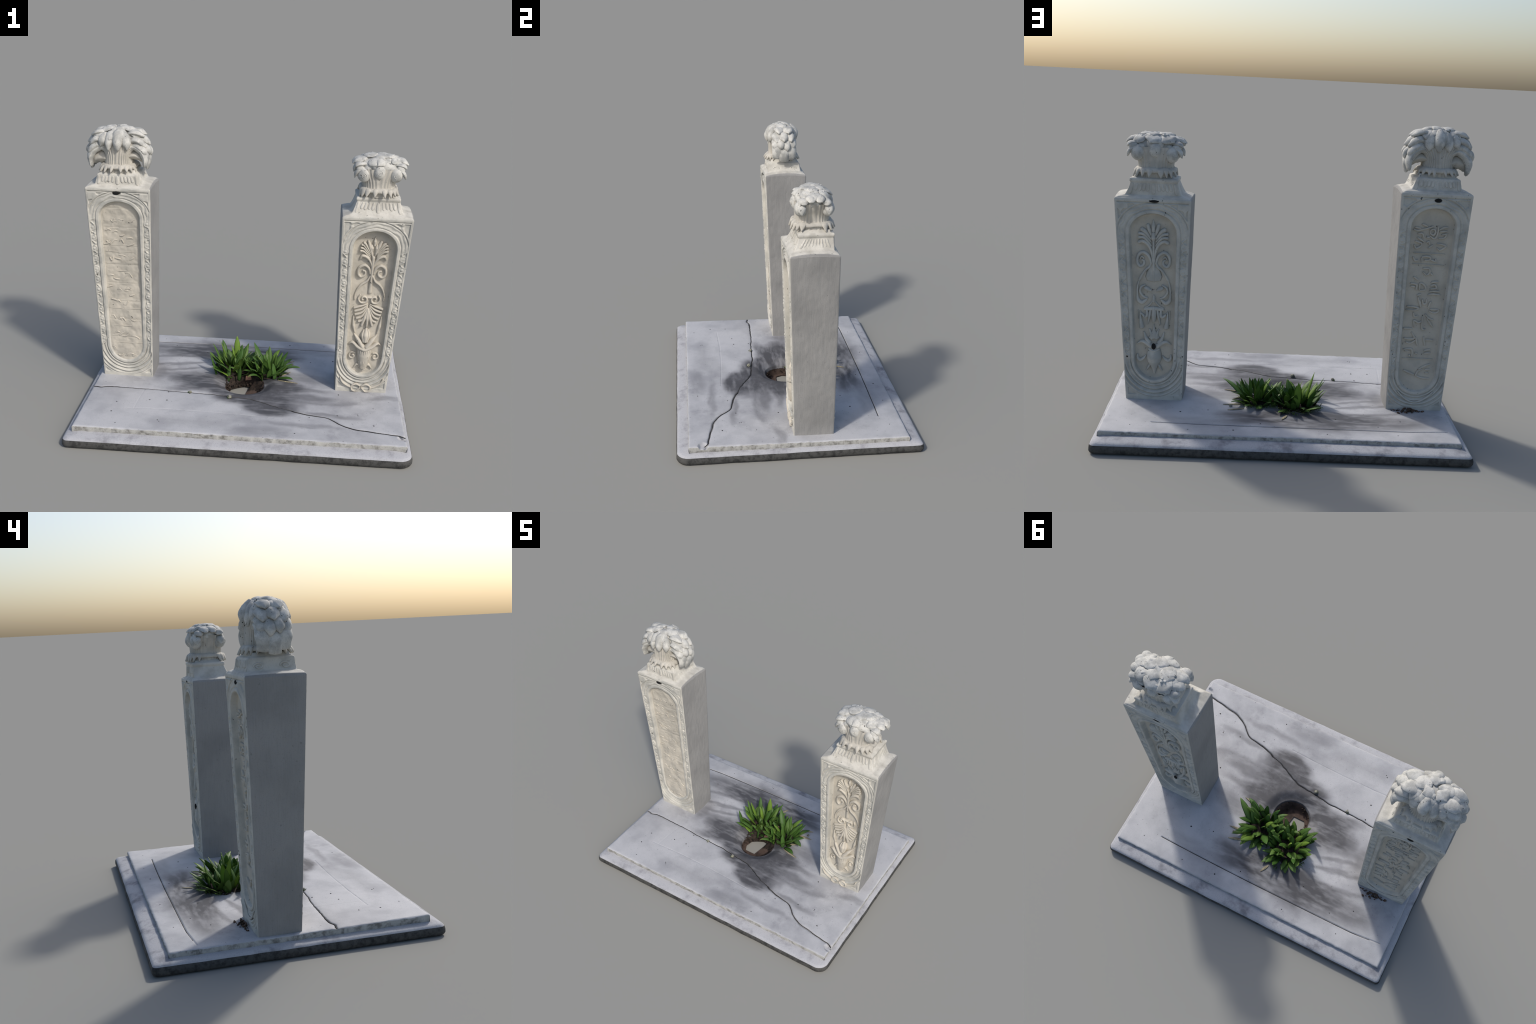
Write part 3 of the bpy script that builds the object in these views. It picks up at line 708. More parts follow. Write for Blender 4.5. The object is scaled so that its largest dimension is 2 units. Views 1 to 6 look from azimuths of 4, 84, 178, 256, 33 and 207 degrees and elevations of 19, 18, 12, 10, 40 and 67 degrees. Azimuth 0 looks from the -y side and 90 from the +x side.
script2 = [
 [(.097, .689), (.047, .689), (.028, .699), (.057, .708), (.095, .709)], [(-.032, .688), (-.054, .676), (-.078, .68), (-.085, .695), (-.035, .697)], [(.029, .748), (.017, .714)], [(.054, .674), (.047, .65), (.027, .656)],
 [(-.013, .666), (-.037, .643), (-.062, .636)], [(-.024, .643), (-.063, .593)], [(.002, .65), (-.004, .581), (-.023, .578)], [(.041, .588), (.047, .627), (.023, .615), (.005, .622)], [(.102, .579), (.052, .579)],
 [(.092, .521), (.066, .517), (.034, .523), (.052, .557)], [(.081, .499), (.055, .492), (.028, .51)], [(.026, .528), (.012, .48)], [(-.019, .534), (-.029, .482)], [(-.03, .515), (-.072, .515)],
 [(.089, .455), (.043, .457), (.037, .414)], [(.08, .447), (.054, .444)], [(-.028, .451), (-.065, .462)], [(-.03, .436), (-.067, .44)], [(.056, .421), (.047, .417)], [(.02, .436), (.007, .432)],
 [(-.007, .34), (-.039, .359), (-.071, .374)], [(-.045, .34), (-.074, .341)], [(.006, .304), (-.029, .29), (-.072, .29)], [(.006, .304), (-.008, .331), (-.028, .341)], [(.076, .332), (.046, .32), (.015, .308)], [(-.047, .32), (-.068, .321)]]
for k, s_ in enumerate(script + script2):
    add("script_stroke", mesh_from("script_stroke", *stroke(L, 1, s_, (.0045, .0072, .0045), .0105, jit=.0005, seed=k), M_panel), headstone)
for zl in (1.017, .953, .402):
    add("script_rule", mesh_from("script_rule", *stroke(L, 1, [(-.085, zl), (.09, zl + .002)], .0030, .0060), M_panel), headstone)
# worn script on the front of the headstone: short low strokes in rows
k = 0
for row in (1.13, 1.05, 1.0, .90, .78, .70, .62, .52, .40, .29):
    for x in np.arange(-.075, .08, .040):
        x0 = x + rng.normal(0, .012); z0 = row + rng.normal(0, .024); a = rng.uniform(-.7, .7); ln = rng.uniform(.012, .026)
        pts = [(x0 - ln * math.cos(a), z0 - ln * math.sin(a)), (x0, z0 + rng.normal(0, .006)), (x0 + ln * math.cos(a), z0 + rng.normal(0, .010))]
        add("script_stroke", mesh_from("script_stroke", *stroke(L, -1, pts, (.003, .0060, .003), .0032, jit=.0008, seed=k), M_panel), headstone); k += 1
for zl in (1.146, .948, .822, .57, .453, .336):
    add("script_rule", mesh_from("script_rule", *stroke(L, -1, [(-.10, zl), (0, zl - .002), (.10, zl)], .0024, .0013, jit=.0005), M_panel), headstone)

# ---- moulded caps between shaft and finial
def build_cap(name, p, levels, par, seed, bow):
    """levels: (x0,x1,y0,y1,z) from shaft top upward"""
    rows = []
    for (x0, x1, y0, y1, z) in levels:
        r = .006
        rows.append((x0, x1, y0, y1, (r,) * 4, z))
    Rr = []
    for (x0, x1, y0, y1, r, z) in rows:
        q = rrect(x0, x1, y0, y1, r, n=5, per=50)
        d = .0015 * vnoise(q[:, 0], q[:, 1], z, 26, seed) + .0008 * vnoise(q[:, 0], q[:, 1], z, 70, seed + 1)
        o = q - [(x0 + x1) / 2, (y0 + y1) / 2]; o /= np.linalg.norm(o, axis=1)[:, None]
        f = max(0, 1 - (z - p.zt) / .05)
        bw = bow * f * (1 - np.clip((q[:, 1] - (y0 + y1) / 2) / ((y1 - y0) / 2), -1, 1) ** 2) * sstep(.80, .97, np.abs(q[:, 0] - (x0 + x1) / 2) / ((x1 - x0) / 2))
        bw = bw * np.where(q[:, 0] > (x0 + x1) / 2, 1, .2)
        Rr.append(np.column_stack([q + o * d[:, None] * (z > p.zt), z + d * (z > p.zt) + bw]))
    V = np.vstack(Rr); n = len(Rr[0]); F = grid_faces(len(Rr), n, True).tolist()
    top = len(V); V = np.vstack([V, Rr[-1].mean(0)])
    for j in range(n):
        F.append([(len(Rr) - 1) * n + j, (len(Rr) - 1) * n + (j + 1) % n, top])
    return add(name, mesh_from(name, V, F, M_cap), par)

def cove(b0, b1, z0, z1, n, pw):
    """mildly concave rise from rectangle b0 at z0 to b1 at z1"""
    b0, b1 = np.array(b0), np.array(b1); out = []
    for t in np.linspace(0, 1, n):
        out.append((*(b0 + (b1 - b0) * t ** pw[0]), z0 + (z1 - z0) * t ** pw[1]))
    return out
def inset(b, d, e=None):
    e = d if e is None else e
    return (b[0] + d, b[1] - d, b[2] + e, b[3] - e)
bL = inset(L.box(L.zt), .0065); bR = inset(R.box(R.zt), .0065)
capL0 = inset(bL, .046, .022); L_step = (-.920, -.674, -.022, .202)
geoL = (capL0, L_step, L.zt + .013, 1.428, (.72, 1.4))
levL = [(*bL, L.zt), (*inset(bL, .014, .003), L.zt + .006), (*inset(bL, .032, .011), L.zt + .011)] + cove(*geoL[:4], 12, geoL[4]) + [(*inset(L_step, .004), 1.434), (*inset(L_step, .013), 1.437), (*inset(L_step, .020), 1.441), (*inset(L_step, .022), 1.455)]
headcap = build_cap("cap", L, levL, headstone, 61, L.bow)
capR0 = inset(bR, .045, .020); R_step = (.631, .876, -.012, .180)
geoR = (capR0, inset(R_step, -.004), R.zt + .014, 1.338, (.8, 1.25))
levR = [(*bR, R.zt), (*inset(bR, .012, .004), R.zt + .005), (*inset(bR, .030, .009), R.zt + .009)] + cove(*geoR[:4], 12, geoR[4]) + [(*inset(R_step, -.008), 1.342), (*inset(R_step, -.008), 1.355), (*inset(R_step, -.003), 1.361), (*inset(R_step, .012), 1.363), (*inset(R_step, .016), 1.375)]
footcap = build_cap("cap", R, levR, footstone, 62, R.bow)

def cap_point(b0, b1, z0, z1, pw, side, x, t):
    """point on the cove; side 0 front,1 right,2 back,3 left; x -1..1 across, t 0..1 upward"""
    b0, b1 = np.array(b0), np.array(b1); t = np.asarray(t, float); x = np.asarray(x, float)
    b = b0 + (b1 - b0) * (t ** pw[0])[..., None]
    cx, cy, hx, hy = (b[..., 0] + b[..., 1]) / 2, (b[..., 2] + b[..., 3]) / 2, (b[..., 1] - b[..., 0]) / 2, (b[..., 3] - b[..., 2]) / 2
    z = z0 + (z1 - z0) * t ** pw[1]
    if side == 0: return np.stack([cx + x * hx, b[..., 2], z], -1)
    if side == 2: return np.stack([cx + x * hx, b[..., 3], z], -1)
    if side == 1: return np.stack([b[..., 1], cy + x * hy, z], -1)
    return np.stack([b[..., 0], cy + x * hy, z], -1)
def cap_leaf(geo, side, x0, t0, x1, t1, w, h, par, jit=0, seed=0):
    t = np.linspace(0, 1, 10)
    P = cap_point(*geo, side, x0 + (x1 - x0) * t, t0 + (t1 - t0) * t)
    up = [(0, -1, .6), (1, 0, .6), (0, 1, .6), (-1, 0, .6)][side]
    wv = np.interp(t, (0, .2, .6, 1), np.array((.55, 1, .9, .6)) * w)
    add("cap_leaf", mesh_from("cap_leaf", *sweep(P, np.array(up) / np.linalg.norm(up), wv, h, 8, jit, seed), M_cap), par)
for geo, par in ((geoL, headcap), (geoR, footcap)):
    for side in (0, 2):
        cap_leaf(geo, side, 0, .16, 0, .92, .013, .0032, par)
        for sx in (-1, 1):
            for k, x in enumerate((.20, .36, .52, .68)):
                cap_leaf(geo, side, sx * (x + .03), .40 + .06 * (k % 2), sx * x, .90, .0098, .0032, par)
            cap_leaf(geo, side, sx * .86, .14, sx * .90, .95, .010, .003, par)
    for side in (1, 3):
        if par is headcap:
            for sy in (-1, 1):
                t = np.linspace(0, 1, 16); a = t * 2 * np.pi * 1.3; r = 1 - .75 * t
                P = cap_point(*geo, side, sy * .55 + .22 * r * np.cos(a), .52 + .26 * r * np.sin(a))
                up = np.array([(0, -1, .6), (1, 0, .6), (0, 1, .6), (-1, 0, .6)][side]); up = up / np.linalg.norm(up)
                add("cap_scroll", mesh_from("cap_scroll", *sweep(P, up, .0045, .0042, 8), M_cap), par)
        elif side == 1:
            for k in range(9):
                x = -.75 + 1.5 * k / 8
                cap_leaf(geo, side, x * 1.02, .30 + .10 * (k % 2), x * .9, .62, .0085, .0026, par, .0012, k)
                cap_leaf(geo, side, x * .9, .62, x * .8, .90, .006, .0022, par, .001, k + 20)

# ------------------------------------------------------------------ finials
def stem(name, cx, cy, prof, flutes, amp, par):
    """fluted oval sheaf; prof rows (z, half x, half y)"""
    n = 200; th = np.linspace(0, 2 * np.pi, n, endpoint=False)
    P = catmull(np.array(prof), 40); rows = []
    for z, a, b in P:
        e = 2 / 2.6
        c, s = np.cos(th), np.sin(th)
        r = 1 + amp * np.cos(flutes * th + .6 * np.sin(3 * th + z * 30))
        rows.append(np.column_stack([cx + a * r * np.sign(c) * np.abs(c) ** e, cy + b * r * np.sign(s) * np.abs(s) ** e, np.full(n, z)]))
    return add(name, mesh_from(name, np.vstack(rows), grid_faces(len(rows), n, True), M_under), par)

def petal(name, path, nrm, w, h, par, seed, mat=None, prof=(.45, .9, 1.0, .8, .25), lump=.0022, n=16):
    c = catmull(path, n); t = np.linspace(0, 1, n)
    wv = np.interp(t, np.linspace(0, 1, len(prof)), prof) * w
    hv = np.interp(t, np.linspace(0, 1, 4), (.6, 1, .95, .35)) * h
    return add(name, mesh_from(name, *sweep(c, nrm, wv, hv, 18, lump, seed, .8), mat or M_finial), par)

def dome_point(c, rad, th, ph):
    return np.array([c[0] + rad[0] * math.cos(ph) * math.cos(th), c[1] + rad[1] * math.cos(ph) * math.sin(th), c[2] + rad[2] * math.sin(ph)])
def dome_normal(rad, th, ph):
    v = np.array([math.cos(ph) * math.cos(th) / rad[0], math.cos(ph) * math.sin(th) / rad[1], math.sin(ph) / rad[2]]); return v / np.linalg.norm(v)
def dome_petal(name, c, rad, th, ph0, ph1, w, h, par, seed, flare=.0, twist=0.0, prof=(.5, .95, 1.0, .85, .3), lens=.8):
    path, N = [], []
    for t in np.linspace(0, 1, 6):
        ph = ph0 + (ph1 - ph0) * t; q = dome_point(c, rad, th + twist * t, ph); nn = dome_normal(rad, th + twist * t, ph)
        path.append(q + nn * flare * t * t)
        N.append(nn)
    n = 16; cpath = catmull(path, n); nn = catmull(N, n); t = np.linspace(0, 1, n)
    wv = np.interp(t, np.linspace(0, 1, len(prof)), prof) * w; hv = np.interp(t, (0, .3, .7, 1), (.7, 1, 1, .4)) * h
    return add(name, mesh_from(name, *sweep(cpath, nn, wv * .93, hv * 1.12, 18, .0038, seed, lens), M_finial), par)

def collar(cx, cy, a, b, z, n, par, drop, ragged, seed, skip=None, out=.026):
    """ring of pointed leaves hanging outward round the neck, over a plain band"""
    g = np.random.default_rng(seed)
    th = np.linspace(0, 2 * np.pi, 120)
    e = 2 / 2.8
    g0 = np.linspace(0, 2 * np.pi, 121)[:-1]
    sup = lambda t_, k=0: np.stack([cx + (a + k) * np.sign(np.cos(t_)) * np.abs(np.cos(t_)) ** e, cy + (b + k) * np.sign(np.sin(t_)) * np.abs(np.sin(t_)) ** e], -1)
    band = []
    for kk, zz in ((-.012, .020), (.002, .019), (.010, .013), (.016, .004), (.017, -.004), (.010, -.008), (-.006, -.004)):
        q = sup(g0, kk * out / .024)
        band.append(np.column_stack([q, z + zz + .0022 * (1 + ragged) * vnoise(q[:, 0], q[:, 1], zz, 40, seed)]))
    add("collar", mesh_from("collar", np.vstack(band), grid_faces(len(band), len(g0), True), M_under), par)
    for k in range(n):
        t = 2 * np.pi * (k + .5 + g.normal(0, .12 * ragged)) / n
        if skip and skip(t): continue
        p0, p1 = sup(t, .002), sup(t, out * g.uniform(.9, 1.15))
        pm = sup(t, out * .55)
        dz = drop * g.uniform(.85, 1.2)
        path = np.array([[*p0, z + .010], [*pm, z + .003], [*p1, z - dz]])
        o = np.array([math.cos(t), math.sin(t), .6]); o /= np.linalg.norm(o)
        c = catmull(path, 9); w = (.0125 + .005 * (ragged > .8)) * g.uniform(.8, 1.25)
        add("collar_leaf", mesh_from("collar_leaf", *sweep(c, o, w * np.array([.8, 1, 1.05, 1.05, 1, .85, .65, .4, .15]), .007, 8, .0012 * (1 + ragged), k), M_under), par)

# tall headstone finial: bound sheaf with flowers drooping to both sides
CL = (-.803, .086)
stemL = stem("flower_sheaf", *CL, [(1.435, .098, .098), (1.462, .092, .097), (1.49, .084, .095), (1.535, .080, .094), (1.565, .094, .092), (1.595, .120, .088), (1.64, .11, .08)], 40, .035, headstone)
v, f = ball((CL[0], CL[1], 1.600), (.138, .084, .098), 56, 30, .005, 5)
v[:, 2] = np.where(v[:, 2] < 1.588, 1.588 + (v[:, 2] - 1.588) * .15, v[:, 2])
coreL = add("bouquet", mesh_from("bouquet", v, f, M_finial), headstone)
cL, rL = (CL[0], CL[1] - .004, 1.592), (.140, .089, .110)
H = math.pi / 2
g = np.random.default_rng(11)
BL = (.35, .85, 1.0, .8, .12)                          # pointed blade
for base in (-H, H):                                   # hanging flower heads, front and back
    s_ = 1 if base < 0 else -1
    for k, (dth, ph0, ph1, w, h) in enumerate(((-.66, .75, .02, .034, .026), (-.30, .85, -.14, .032, .024), (.08, .95, -.10, .036, .034), (.46, .85, -.12, .036, .024), (-.16, 1.15, .35, .028, .020), (.34, 1.15, .40, .030, .018))):
        dome_petal("flower_petal", cL, rL, base + s_ * dth, ph0, ph1, w, h, coreL, 10 + k + (base > 0) * 20, .010, prof=(.5, .95, 1.0, .85, .35) if k == 2 else BL, lens=.1 if k == 2 else .7)
for k in range(9):                                      # broad irregular petals of the crown
    th = 2 * np.pi * k / 9 + .2 + g.normal(0, .12)
    dome_petal("flower_petal", cL, rL, th, .98, .38 + g.normal(0, .08), .046 * g.uniform(.8, 1.2), .015, coreL, 50 + k, .018 * g.uniform(.6, 1.4), g.uniform(-.3, .3), BL)
for k in range(6):
    th = 2 * np.pi * k / 6 + .5 + g.normal(0, .2)
    dome_petal("flower_petal", cL, rL, th, 1.40, .86 + g.normal(0, .08), .044 * g.uniform(.8, 1.2), .012, coreL, 70 + k, .014, g.uniform(-.4, .4), BL)
for k in range(14):                                     # broken petal edges on the crown
    th, ph = g.uniform(0, 6.28), g.uniform(.45, 1.4)
    dome_petal("petal_tip", cL, (rL[0] * 1.02, rL[1] * 1.02, rL[2] * 1.02), th, ph, ph - .26, .016, .008, coreL, 90 + k, .012, g.uniform(-.5, .5), BL)
for sx in (-1, 1):                                      # drooping side sprays: thick hoods of overlapping petals
    k0 = 200 + 40 * (sx > 0)
    tiers = [  # radial profile, (lateral offsets), width, thickness
        ([(.060, 1.556), (.110, 1.578), (.155, 1.556), (.180, 1.510), (.176, 1.460)], ((-.046, .96, .012), (.0, 1.0, -.008), (.046, .96, .006)), .041, .031, (.9, 1, 1.05, 1.05, .80)),
        ([(.08, 1.572), (.120, 1.598), (.152, 1.590), (.184, 1.560), (.188, 1.536)], ((-.060, .92, 0), (-.022, 1.02, .006), (.022, 1.04, -.004), (.060, .92, .004)), .029, .027, (.7, 1.05, 1.2, 1.0, .25)),
        ([(.07, 1.610), (.110, 1.636), (.142, 1.634), (.170, 1.614), (.192, 1.598)], ((-.050, .92, -.006), (.0, 1.02, .004), (.050, .94, -.002)), .034, .026, (.7, 1.05, 1.2, .95, .2)),
        ([(.05, 1.646), (.085, 1.672), (.118, 1.673), (.148, 1.662), (.172, 1.652)], ((-.034, .97, 0), (.034, .97, .002)), .034, .020, (.7, 1, 1.05, .8, .10))]
    nr_ = [(sx * a_, 0, b_) for a_, b_ in ((-.2, 1), (.15, 1), (.6, .8), (.95, .3), (1, .05))]
    for ti, (prof_, offs, w, h, pf) in enumerate(tiers):
        for j_, (oy, rsc, dz) in enumerate(offs):
            path = [(CL[0] + sx * r * rsc * .955, CL[1] + oy * (.8 + .22 * i_ / 4), z + dz + (.003 * sx if ti == 0 else 0)) for i_, (r, z) in enumerate(prof_)]
            petal("drooping_petal", path, catmull(nr_, 16), w * g.uniform(.92, 1.1), h, coreL, k0 + 10 * ti + j_, prof=pf, lump=.0032)
    pth = [(CL[0] + sx * r, CL[1], z) for r, z in (((.055, 1.528), (.095, 1.540), (.130, 1.528), (.150, 1.498)) if sx > 0 else ((.055, 1.510), (.095, 1.522), (.130, 1.512), (.152, 1.482)))]
    petal("spray_web", pth, catmull([(0, 0, 1), (sx * .1, 0, 1), (sx * .6, 0, .8), (sx, 0, .4)], 16), .066, .036 if sx > 0 else .052, coreL, k0 + 37, M_under, prof=(1, 1, 1, .9, .6))
    pth = [(CL[0] + sx * r, CL[1], z) for r, z in ((.05, 1.580), (.10, 1.596), (.136, 1.580), (.150, 1.545), (.158, 1.500))]
    petal("spray_web", pth, catmull(nr_, 16), .080, .036, coreL, k0 + 38, prof=(1, 1, 1, 1, .8))
collar(*CL, .092, .098, 1.470, 20, stemL, .022, .5, 3, lambda t: abs(math.cos(t)) > .93)

# footstone finial: cup of round buds
CR = (.753, .075)
stemR = stem("flower_sheaf", *CR, [(1.36, .106, .098), (1.395, .102, .100), (1.425, .096, .097), (1.46, .104, .099), (1.50, .126, .104), (1.53, .14, .105)], 34, .02, footstone)
v, f = ball((CR[0], CR[1], 1.535), (.140, .098, .066), 56, 26, .006, 9)
v[:, 2] = np.where(v[:, 2] < 1.515, 1.515 + (v[:, 2] - 1.515) * .5, v[:, 2])
coreR = add("bouquet", mesh_from("bouquet", v, f, M_finial), footstone)
cR, rR = (CR[0], CR[1], 1.518), (.148, .100, .080)
for side in (-1, 1):
    for k, (bx, bz) in enumerate(((-.094, 1.492), (-.004, 1.513), (.092, 1.497))):
        by = CR[1] + side * (.084 if k == 1 else .076)
        bud = add("flower_bud", mesh_from("flower_bud", *ball((CR[0] + bx, by, bz), (.039, .037, .045), 28, 18, .002, 20 + k), M_finial), coreR)
        if side < 0:
            for rr_ in (.006, .014):
                a_ = np.linspace(0, 2 * np.pi, 20)
                P = np.column_stack([CR[0] + bx + rr_ * np.cos(a_), np.full(20, by - math.sqrt(.037 ** 2 * (1 - (rr_ / .042) ** 2)) + .0005), bz + rr_ * np.sin(a_)])
                add("bud_ring", mesh_from("bud_ring", *sweep(P, (0, side, 0), .0022, .0022, 6), M_finial), bud)
        for dxp, wz in ((-.022, .024), (.022, .024)):
            path = [(CR[0] + bx + dxp * .6, by + side * .006, bz + .004), (CR[0] + bx + dxp, by + side * .008, bz + .035), (CR[0] + bx + dxp * 1.1, by - side * .004, bz + .066 - .01 * (k != 1))]
            petal("flower_petal", path, (0, side, .25), wz, .013, coreR, 300 + k + 10 * side, prof=(.5, 1, 1.05, .9, .35))
g = np.random.default_rng(5)
for sx in (-1, 1):                                     # petals jutting from the ends
    for k, (oy, zz) in enumerate(((-.064, 1.540), (-.026, 1.556), (.022, 1.556), (.060, 1.536))):
        path = [(CR[0] + sx * .08, CR[1] + oy * .8, zz + .012), (CR[0] + sx * .13, CR[1] + oy, zz + .010), (CR[0] + sx * (.162 - .012 * (abs(oy) > .05)), CR[1] + oy * 1.0, zz - .006)]
        petal("flower_petal", path, (sx * .4, 0, 1), .029, .017, coreR, 340 + k + 7 * sx, prof=(.7, 1, 1.05, .95, .5), lump=.003)
    for k, oy in enumerate((-.074, .074)):
        path = [(CR[0] + sx * .10, CR[1] + oy, 1.53), (CR[0] + sx * .135, CR[1] + oy * 1.03, 1.508), (CR[0] + sx * .148, CR[1] + oy * 1.02, 1.475)]
        petal("flower_petal", path, (sx, 0, .4), .026, .016, coreR, 360 + k + 7 * sx)
for k in range(9):
    th = 2 * np.pi * k / 9 + .1 + g.normal(0, .1)
    dome_petal("flower_petal", cR, rR, th, 1.0, .36, .048 * g.uniform(.8, 1.15), .014, coreR, 400 + k, .018 * g.uniform(.5, 1.5), g.uniform(-.3, .3), BL)
for k in range(5):
    dome_petal("flower_petal", cR, rR, 2 * np.pi * k / 5 + g.normal(0, .2), 1.42, .88, .046, .011, coreR, 430 + k, .014, g.uniform(-.4, .4), BL)
for k in range(16):
    th, ph = g.uniform(0, 6.28), g.uniform(.5, 1.35)
    dome_petal("petal_tip", cR, rR, th, ph, ph - .28, .019, .008, coreR, 450 + k, .016, g.uniform(-.5, .5), BL)
collar(*CR, .100, .102, 1.398, 20, stemR, .030, 1.0, 8, lambda t: abs(math.cos(t)) > .95, .022)

# ------------------------------------------------------------------ the plant
def leaf_mesh(bend, twist, seed):
    """thick strap leaf of unit length along z, arching towards +x, channelled"""
    n, m_ = 14, 9
    t = np.linspace(0, 1, n)
    a = bend * t ** 1.6
    x = np.cumsum(np.sin(a)) / n; z = np.cumsum(np.cos(a)) / n
    x -= x[0]; z -= z[0]
    w = np.interp(t, (0, .15, .40, .70, .90, 1), (.072, .086, .100, .084, .040, .005))
    th = np.interp(t, (0, .5, 1), (.030, .022, .004))
    V = []
    for side in (1, -1):
        for i in range(n):
            tn = np.array([math.sin(a[i]), 0, math.cos(a[i])]); nn = np.array([math.cos(a[i]), 0, -math.sin(a[i])])
            tw = twist * t[i]
            sd = np.array([0, 1, 0]) * math.cos(tw) + nn * math.sin(tw); n2 = nn * math.cos(tw) - np.array([0, 1, 0]) * math.sin(tw)
            for j in range(m_):
                s = -1 + 2 * j / (m_ - 1)
                dish = .30 * w[i] * s * s
                V.append(np.array([x[i], 0, z[i]]) + sd * w[i] * s - n2 * (dish * -1) * 1 + n2 * side * th[i] * .5 * math.sqrt(max(0, 1 - s * s)) * -1)
    V = np.array(V)
    F1 = grid_faces(n, m_); F2 = F1[:, ::-1] + n * m_
    F = F1.tolist() + F2.tolist(); o = n * m_
    for i in range(n - 1):
        F.append([i * m_, (i + 1) * m_, o + (i + 1) * m_, o + i * m_]); F.append([(i + 1) * m_ + m_ - 1, i * m_ + m_ - 1, o + i * m_ + m_ - 1, o + (i + 1) * m_ + m_ - 1])
    for j in range(m_ - 1):
        e = (n - 1) * m_
        F.append([j, o + j, o + j + 1, j + 1]); F.append([e + j + 1, o + e + j + 1, o + e + j, e + j])
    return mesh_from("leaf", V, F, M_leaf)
leaf_set = [leaf_mesh(b_, tw, i) for i, (b_, tw) in enumerate(((.15, .2), (.35, -.3), (.55, .25), (.8, -.15), (.4, .5), (.2, -.5)))]
leaf_bow = leaf_mesh(1.7, .1, 9)
def place_leaf(me, base, tip, width, parent, roll=0):
    base, tip = Vector(base), Vector(tip)
    # chord of the canonical leaf
    co = me.vertices[14 * 9 - 5].co; chord = Vector((co.x, 0, co.z))
    d = tip - base; s = d.length / chord.length
    out = Vector((d.x, d.y, 0))
    if out.length < 1e-4: out = Vector((1, 0, 0))
    out.normalize()
    # frame: chord -> d, canonical +x side -> outward
    ez = d.normalized(); ey = ez.cross(out); 
    if ey.length < 1e-3: ey = Vector((0, 1, 0))
    ey = -ey.normalized() if ez.cross(out).length > 1e-3 else ey
    ey = ez.cross(out).normalized() if False else out.cross(ez) * -1 if False else ez.cross(out).normalized()
    ex = ey.cross(ez)
    cz = chord.normalized(); cy = Vector((0, 1, 0)); cx = cy.cross(cz)
    A = Matrix((ex, ey, ez)).transposed(); B = Matrix((cx, cy, cz))
    Rm = A @ B
    ws = width / .2
    S = Matrix.Diagonal((s, ws if ws < 2 * s else 2 * s, s))
    M4 = (Rm @ S).to_4x4()
    M4 = Matrix.Translation(base) @ Matrix.Rotation(roll, 4, ez) @ M4
    add("leaf", me, parent, M4)

plants = []
for nm in range(2):
    e = bpy.data.objects.new("green_plant", None); bpy.context.scene.collection.objects.link(e)
    e["label"] = "low clump of thick pointed green strap leaves"; e["category"] = "plant"
    e.location = ((-.09, .20, .1), (.13, .165, .1))[nm]
    plants.append(e)
bpy.context.view_layer.update()
g = np.random.default_rng(21)
known = [  # clump, base, tip, width, mesh
 (0, (-.085, .285, .105), (-.092, .321, .271), .030, 0), (0, (-.13, .205, .10), (-.186, .185, .291), .026, 0), (0, (-.165, .195, .10), (-.243, .225, .254), .025, 1),
 (0, (-.198, .092, .09), (-.250, .112, .232), .022, 1), (0, (-.11, .20, .10), (-.10, .16, .215), .022, 0), (0, (-.05, .30, .11), (-.016, .393, .190), .022, 2),
 (0, (-.127, .069, .06), (-.115, .095, .165), .022, 0), (0, (-.07, .255, .10), (-.02, .30, .215), .024, 1), (0, (-.055, .07, .07), (-.045, .085, .165), .024, 0),
 (0, (-.17, .13, .09), (-.20, .11, .175), .020, 0), (0, (-.15, .26, .10), (-.19, .33, .235), .024, 2), (0, (-.10, .14, .10), (-.055, .155, .20), .026, 1),
 (1, (.10, .205, .11), (.027, .293, .245), .032, 1), (1, (.20, .165, .10), (.342, .066, .189), .032, 3), (1, (.19, .20, .10), (.256, .286, .193), .026, 2),
 (1, (.14, .21, .10), (.131, .273, .231), .024, 0), (1, (.10, .075, .075), (.095, .075, .180), .022, 0), (1, (.085, .10, .08), (.045, .115, .195), .024, 1),
 (1, (.184, .064, .097), (.165, .085, .200), .024, 0), (1, (.15, .13, .10), (.13, .14, .230), .024, 0), (1, (.17, .15, .10), (.185, .16, .235), .022, 1),
 (1, (.20, .10, .10), (.235, .12, .215), .022, 1), (1, (.12, .16, .10), (.06, .13, .22), .026, 2), (1, (.14, .25, .10), (.20, .33, .185), .026, 3), (1, (.20, .07, .10), (.30, .02, .125), .026, 3),
 (1, (.21, .23, .10), (.285, .30, .135), .024, 3), (1, (.18, .26, .10), (.20, .345, .130), .024, 3), (1, (.10, .26, .10), (.06, .33, .155), .024, 2)]
for cl, b_, t_, w_, mi_ in known:
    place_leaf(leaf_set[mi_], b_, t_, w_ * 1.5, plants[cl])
place_leaf(leaf_bow, (.093, .081, .075), (.006, .010, .128), .034, plants[1])
place_leaf(leaf_bow, (-.06, .10, .10), (-.125, .10, .145), .026, plants[0])
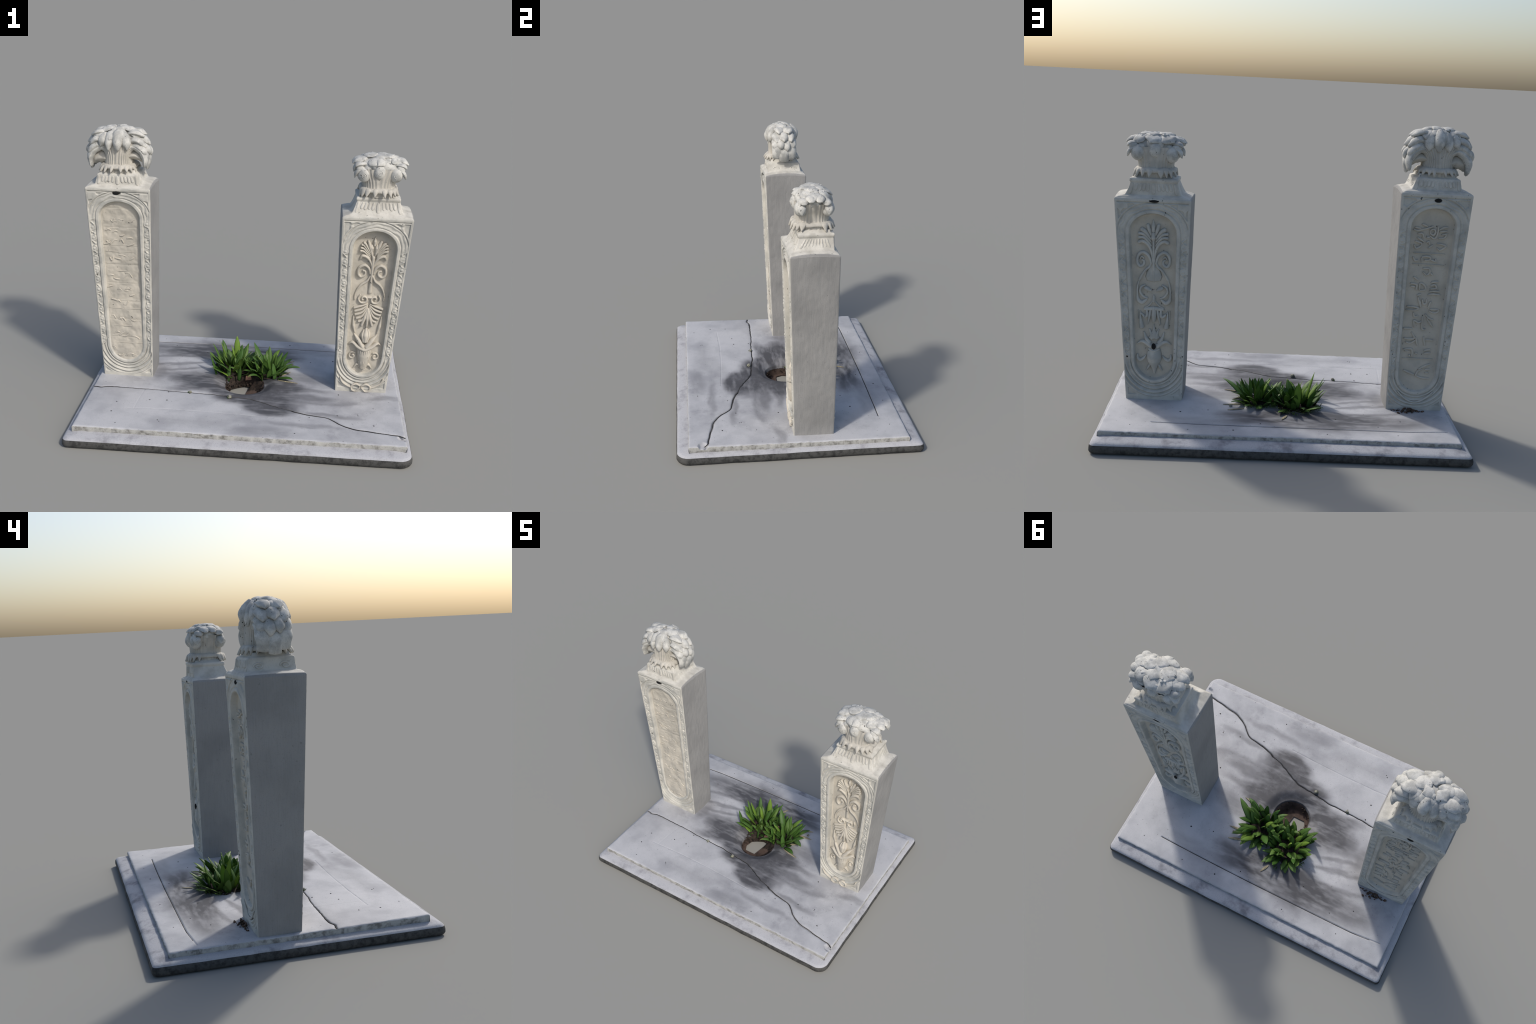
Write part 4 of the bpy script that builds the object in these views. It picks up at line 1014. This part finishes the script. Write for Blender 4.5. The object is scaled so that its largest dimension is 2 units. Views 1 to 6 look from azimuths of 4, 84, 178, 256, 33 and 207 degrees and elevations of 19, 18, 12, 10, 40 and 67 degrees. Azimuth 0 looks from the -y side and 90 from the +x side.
for cl, (cx, cy, rad, n) in enumerate(((-.09, .195, .110, 44), (.135, .155, .085, 30))):
    for k in range(n):
        u = math.sqrt((k + .5) / n); a = k * 2.39996 + g.normal(0, .15)
        bx, by = cx + rad * u * math.cos(a), cy + rad * u * math.sin(a) * 1.05
        lean = .12 + .95 * u + g.normal(0, .2) + .25 * max(0, math.sin(a)) * u; ln = g.uniform(.085, .145) * (1.1 - .2 * u)
        yaw = a + g.normal(0, .6)
        zb = .098 if hole_r(np.array(bx), np.array(by)) > .13 else .080
        tip = (bx + ln * math.sin(lean) * math.cos(yaw), by + ln * math.sin(lean) * math.sin(yaw), max(.112, zb + ln * math.cos(lean)))
        place_leaf(leaf_set[int(g.integers(0, 6))], (bx, by, zb), tip, g.uniform(.033, .046), plants[cl])
for k in range(14):                                     # leaves filling the gap between the clumps
    bx, by = .02 + g.normal(0, .03), .19 + g.normal(0, .035); yaw = g.uniform(0, 6.28); ln = g.uniform(.08, .13); lean = g.uniform(.2, .8)
    place_leaf(leaf_set[int(g.integers(0, 6))], (bx, by, .10), (bx + ln * math.sin(lean) * math.cos(yaw), by + ln * math.sin(lean) * math.sin(yaw), .10 + ln * math.cos(lean)), g.uniform(.030, .042), plants[k % 2])
# fine grass and weeds at the foot
for cl, (cx, cy, r0) in enumerate(((-.09, .22, .13), (.13, .17, .11))):
    parts = []
    for k in range(70):
        a = g.uniform(0, 6.28) if g.random() < .4 else g.uniform(.2, 3.0); r = r0 * g.uniform(.8, 1.12)
        x, y = cx + r * math.cos(a), cy + r * math.sin(a)
        if hole_r(np.array(x), np.array(y)) < .125: continue
        ln = g.uniform(.012, .035); b2 = a + g.normal(0, .8)
        p = on_slab(x, y, .002); q = p + np.array([ln * math.cos(b2), ln * math.sin(b2), g.uniform(.004, .018)])
        mid = (p + q) / 2 + [0, 0, .006]
        parts.append(sweep(catmull([p, mid, q], 6), (0, 0, 1), np.array([.8, 1, 1, .8, .5, .1]) * .0026, .0009, 5))
    wv, wf = join(parts)
    ob = add("weed_blade", mesh_from("weed_blade", wv, wf, M_moss), None); ob["kind"] = "stuff"
    ob.parent = plants[cl]; ob.matrix_parent_inverse = plants[cl].matrix_world.inverted()
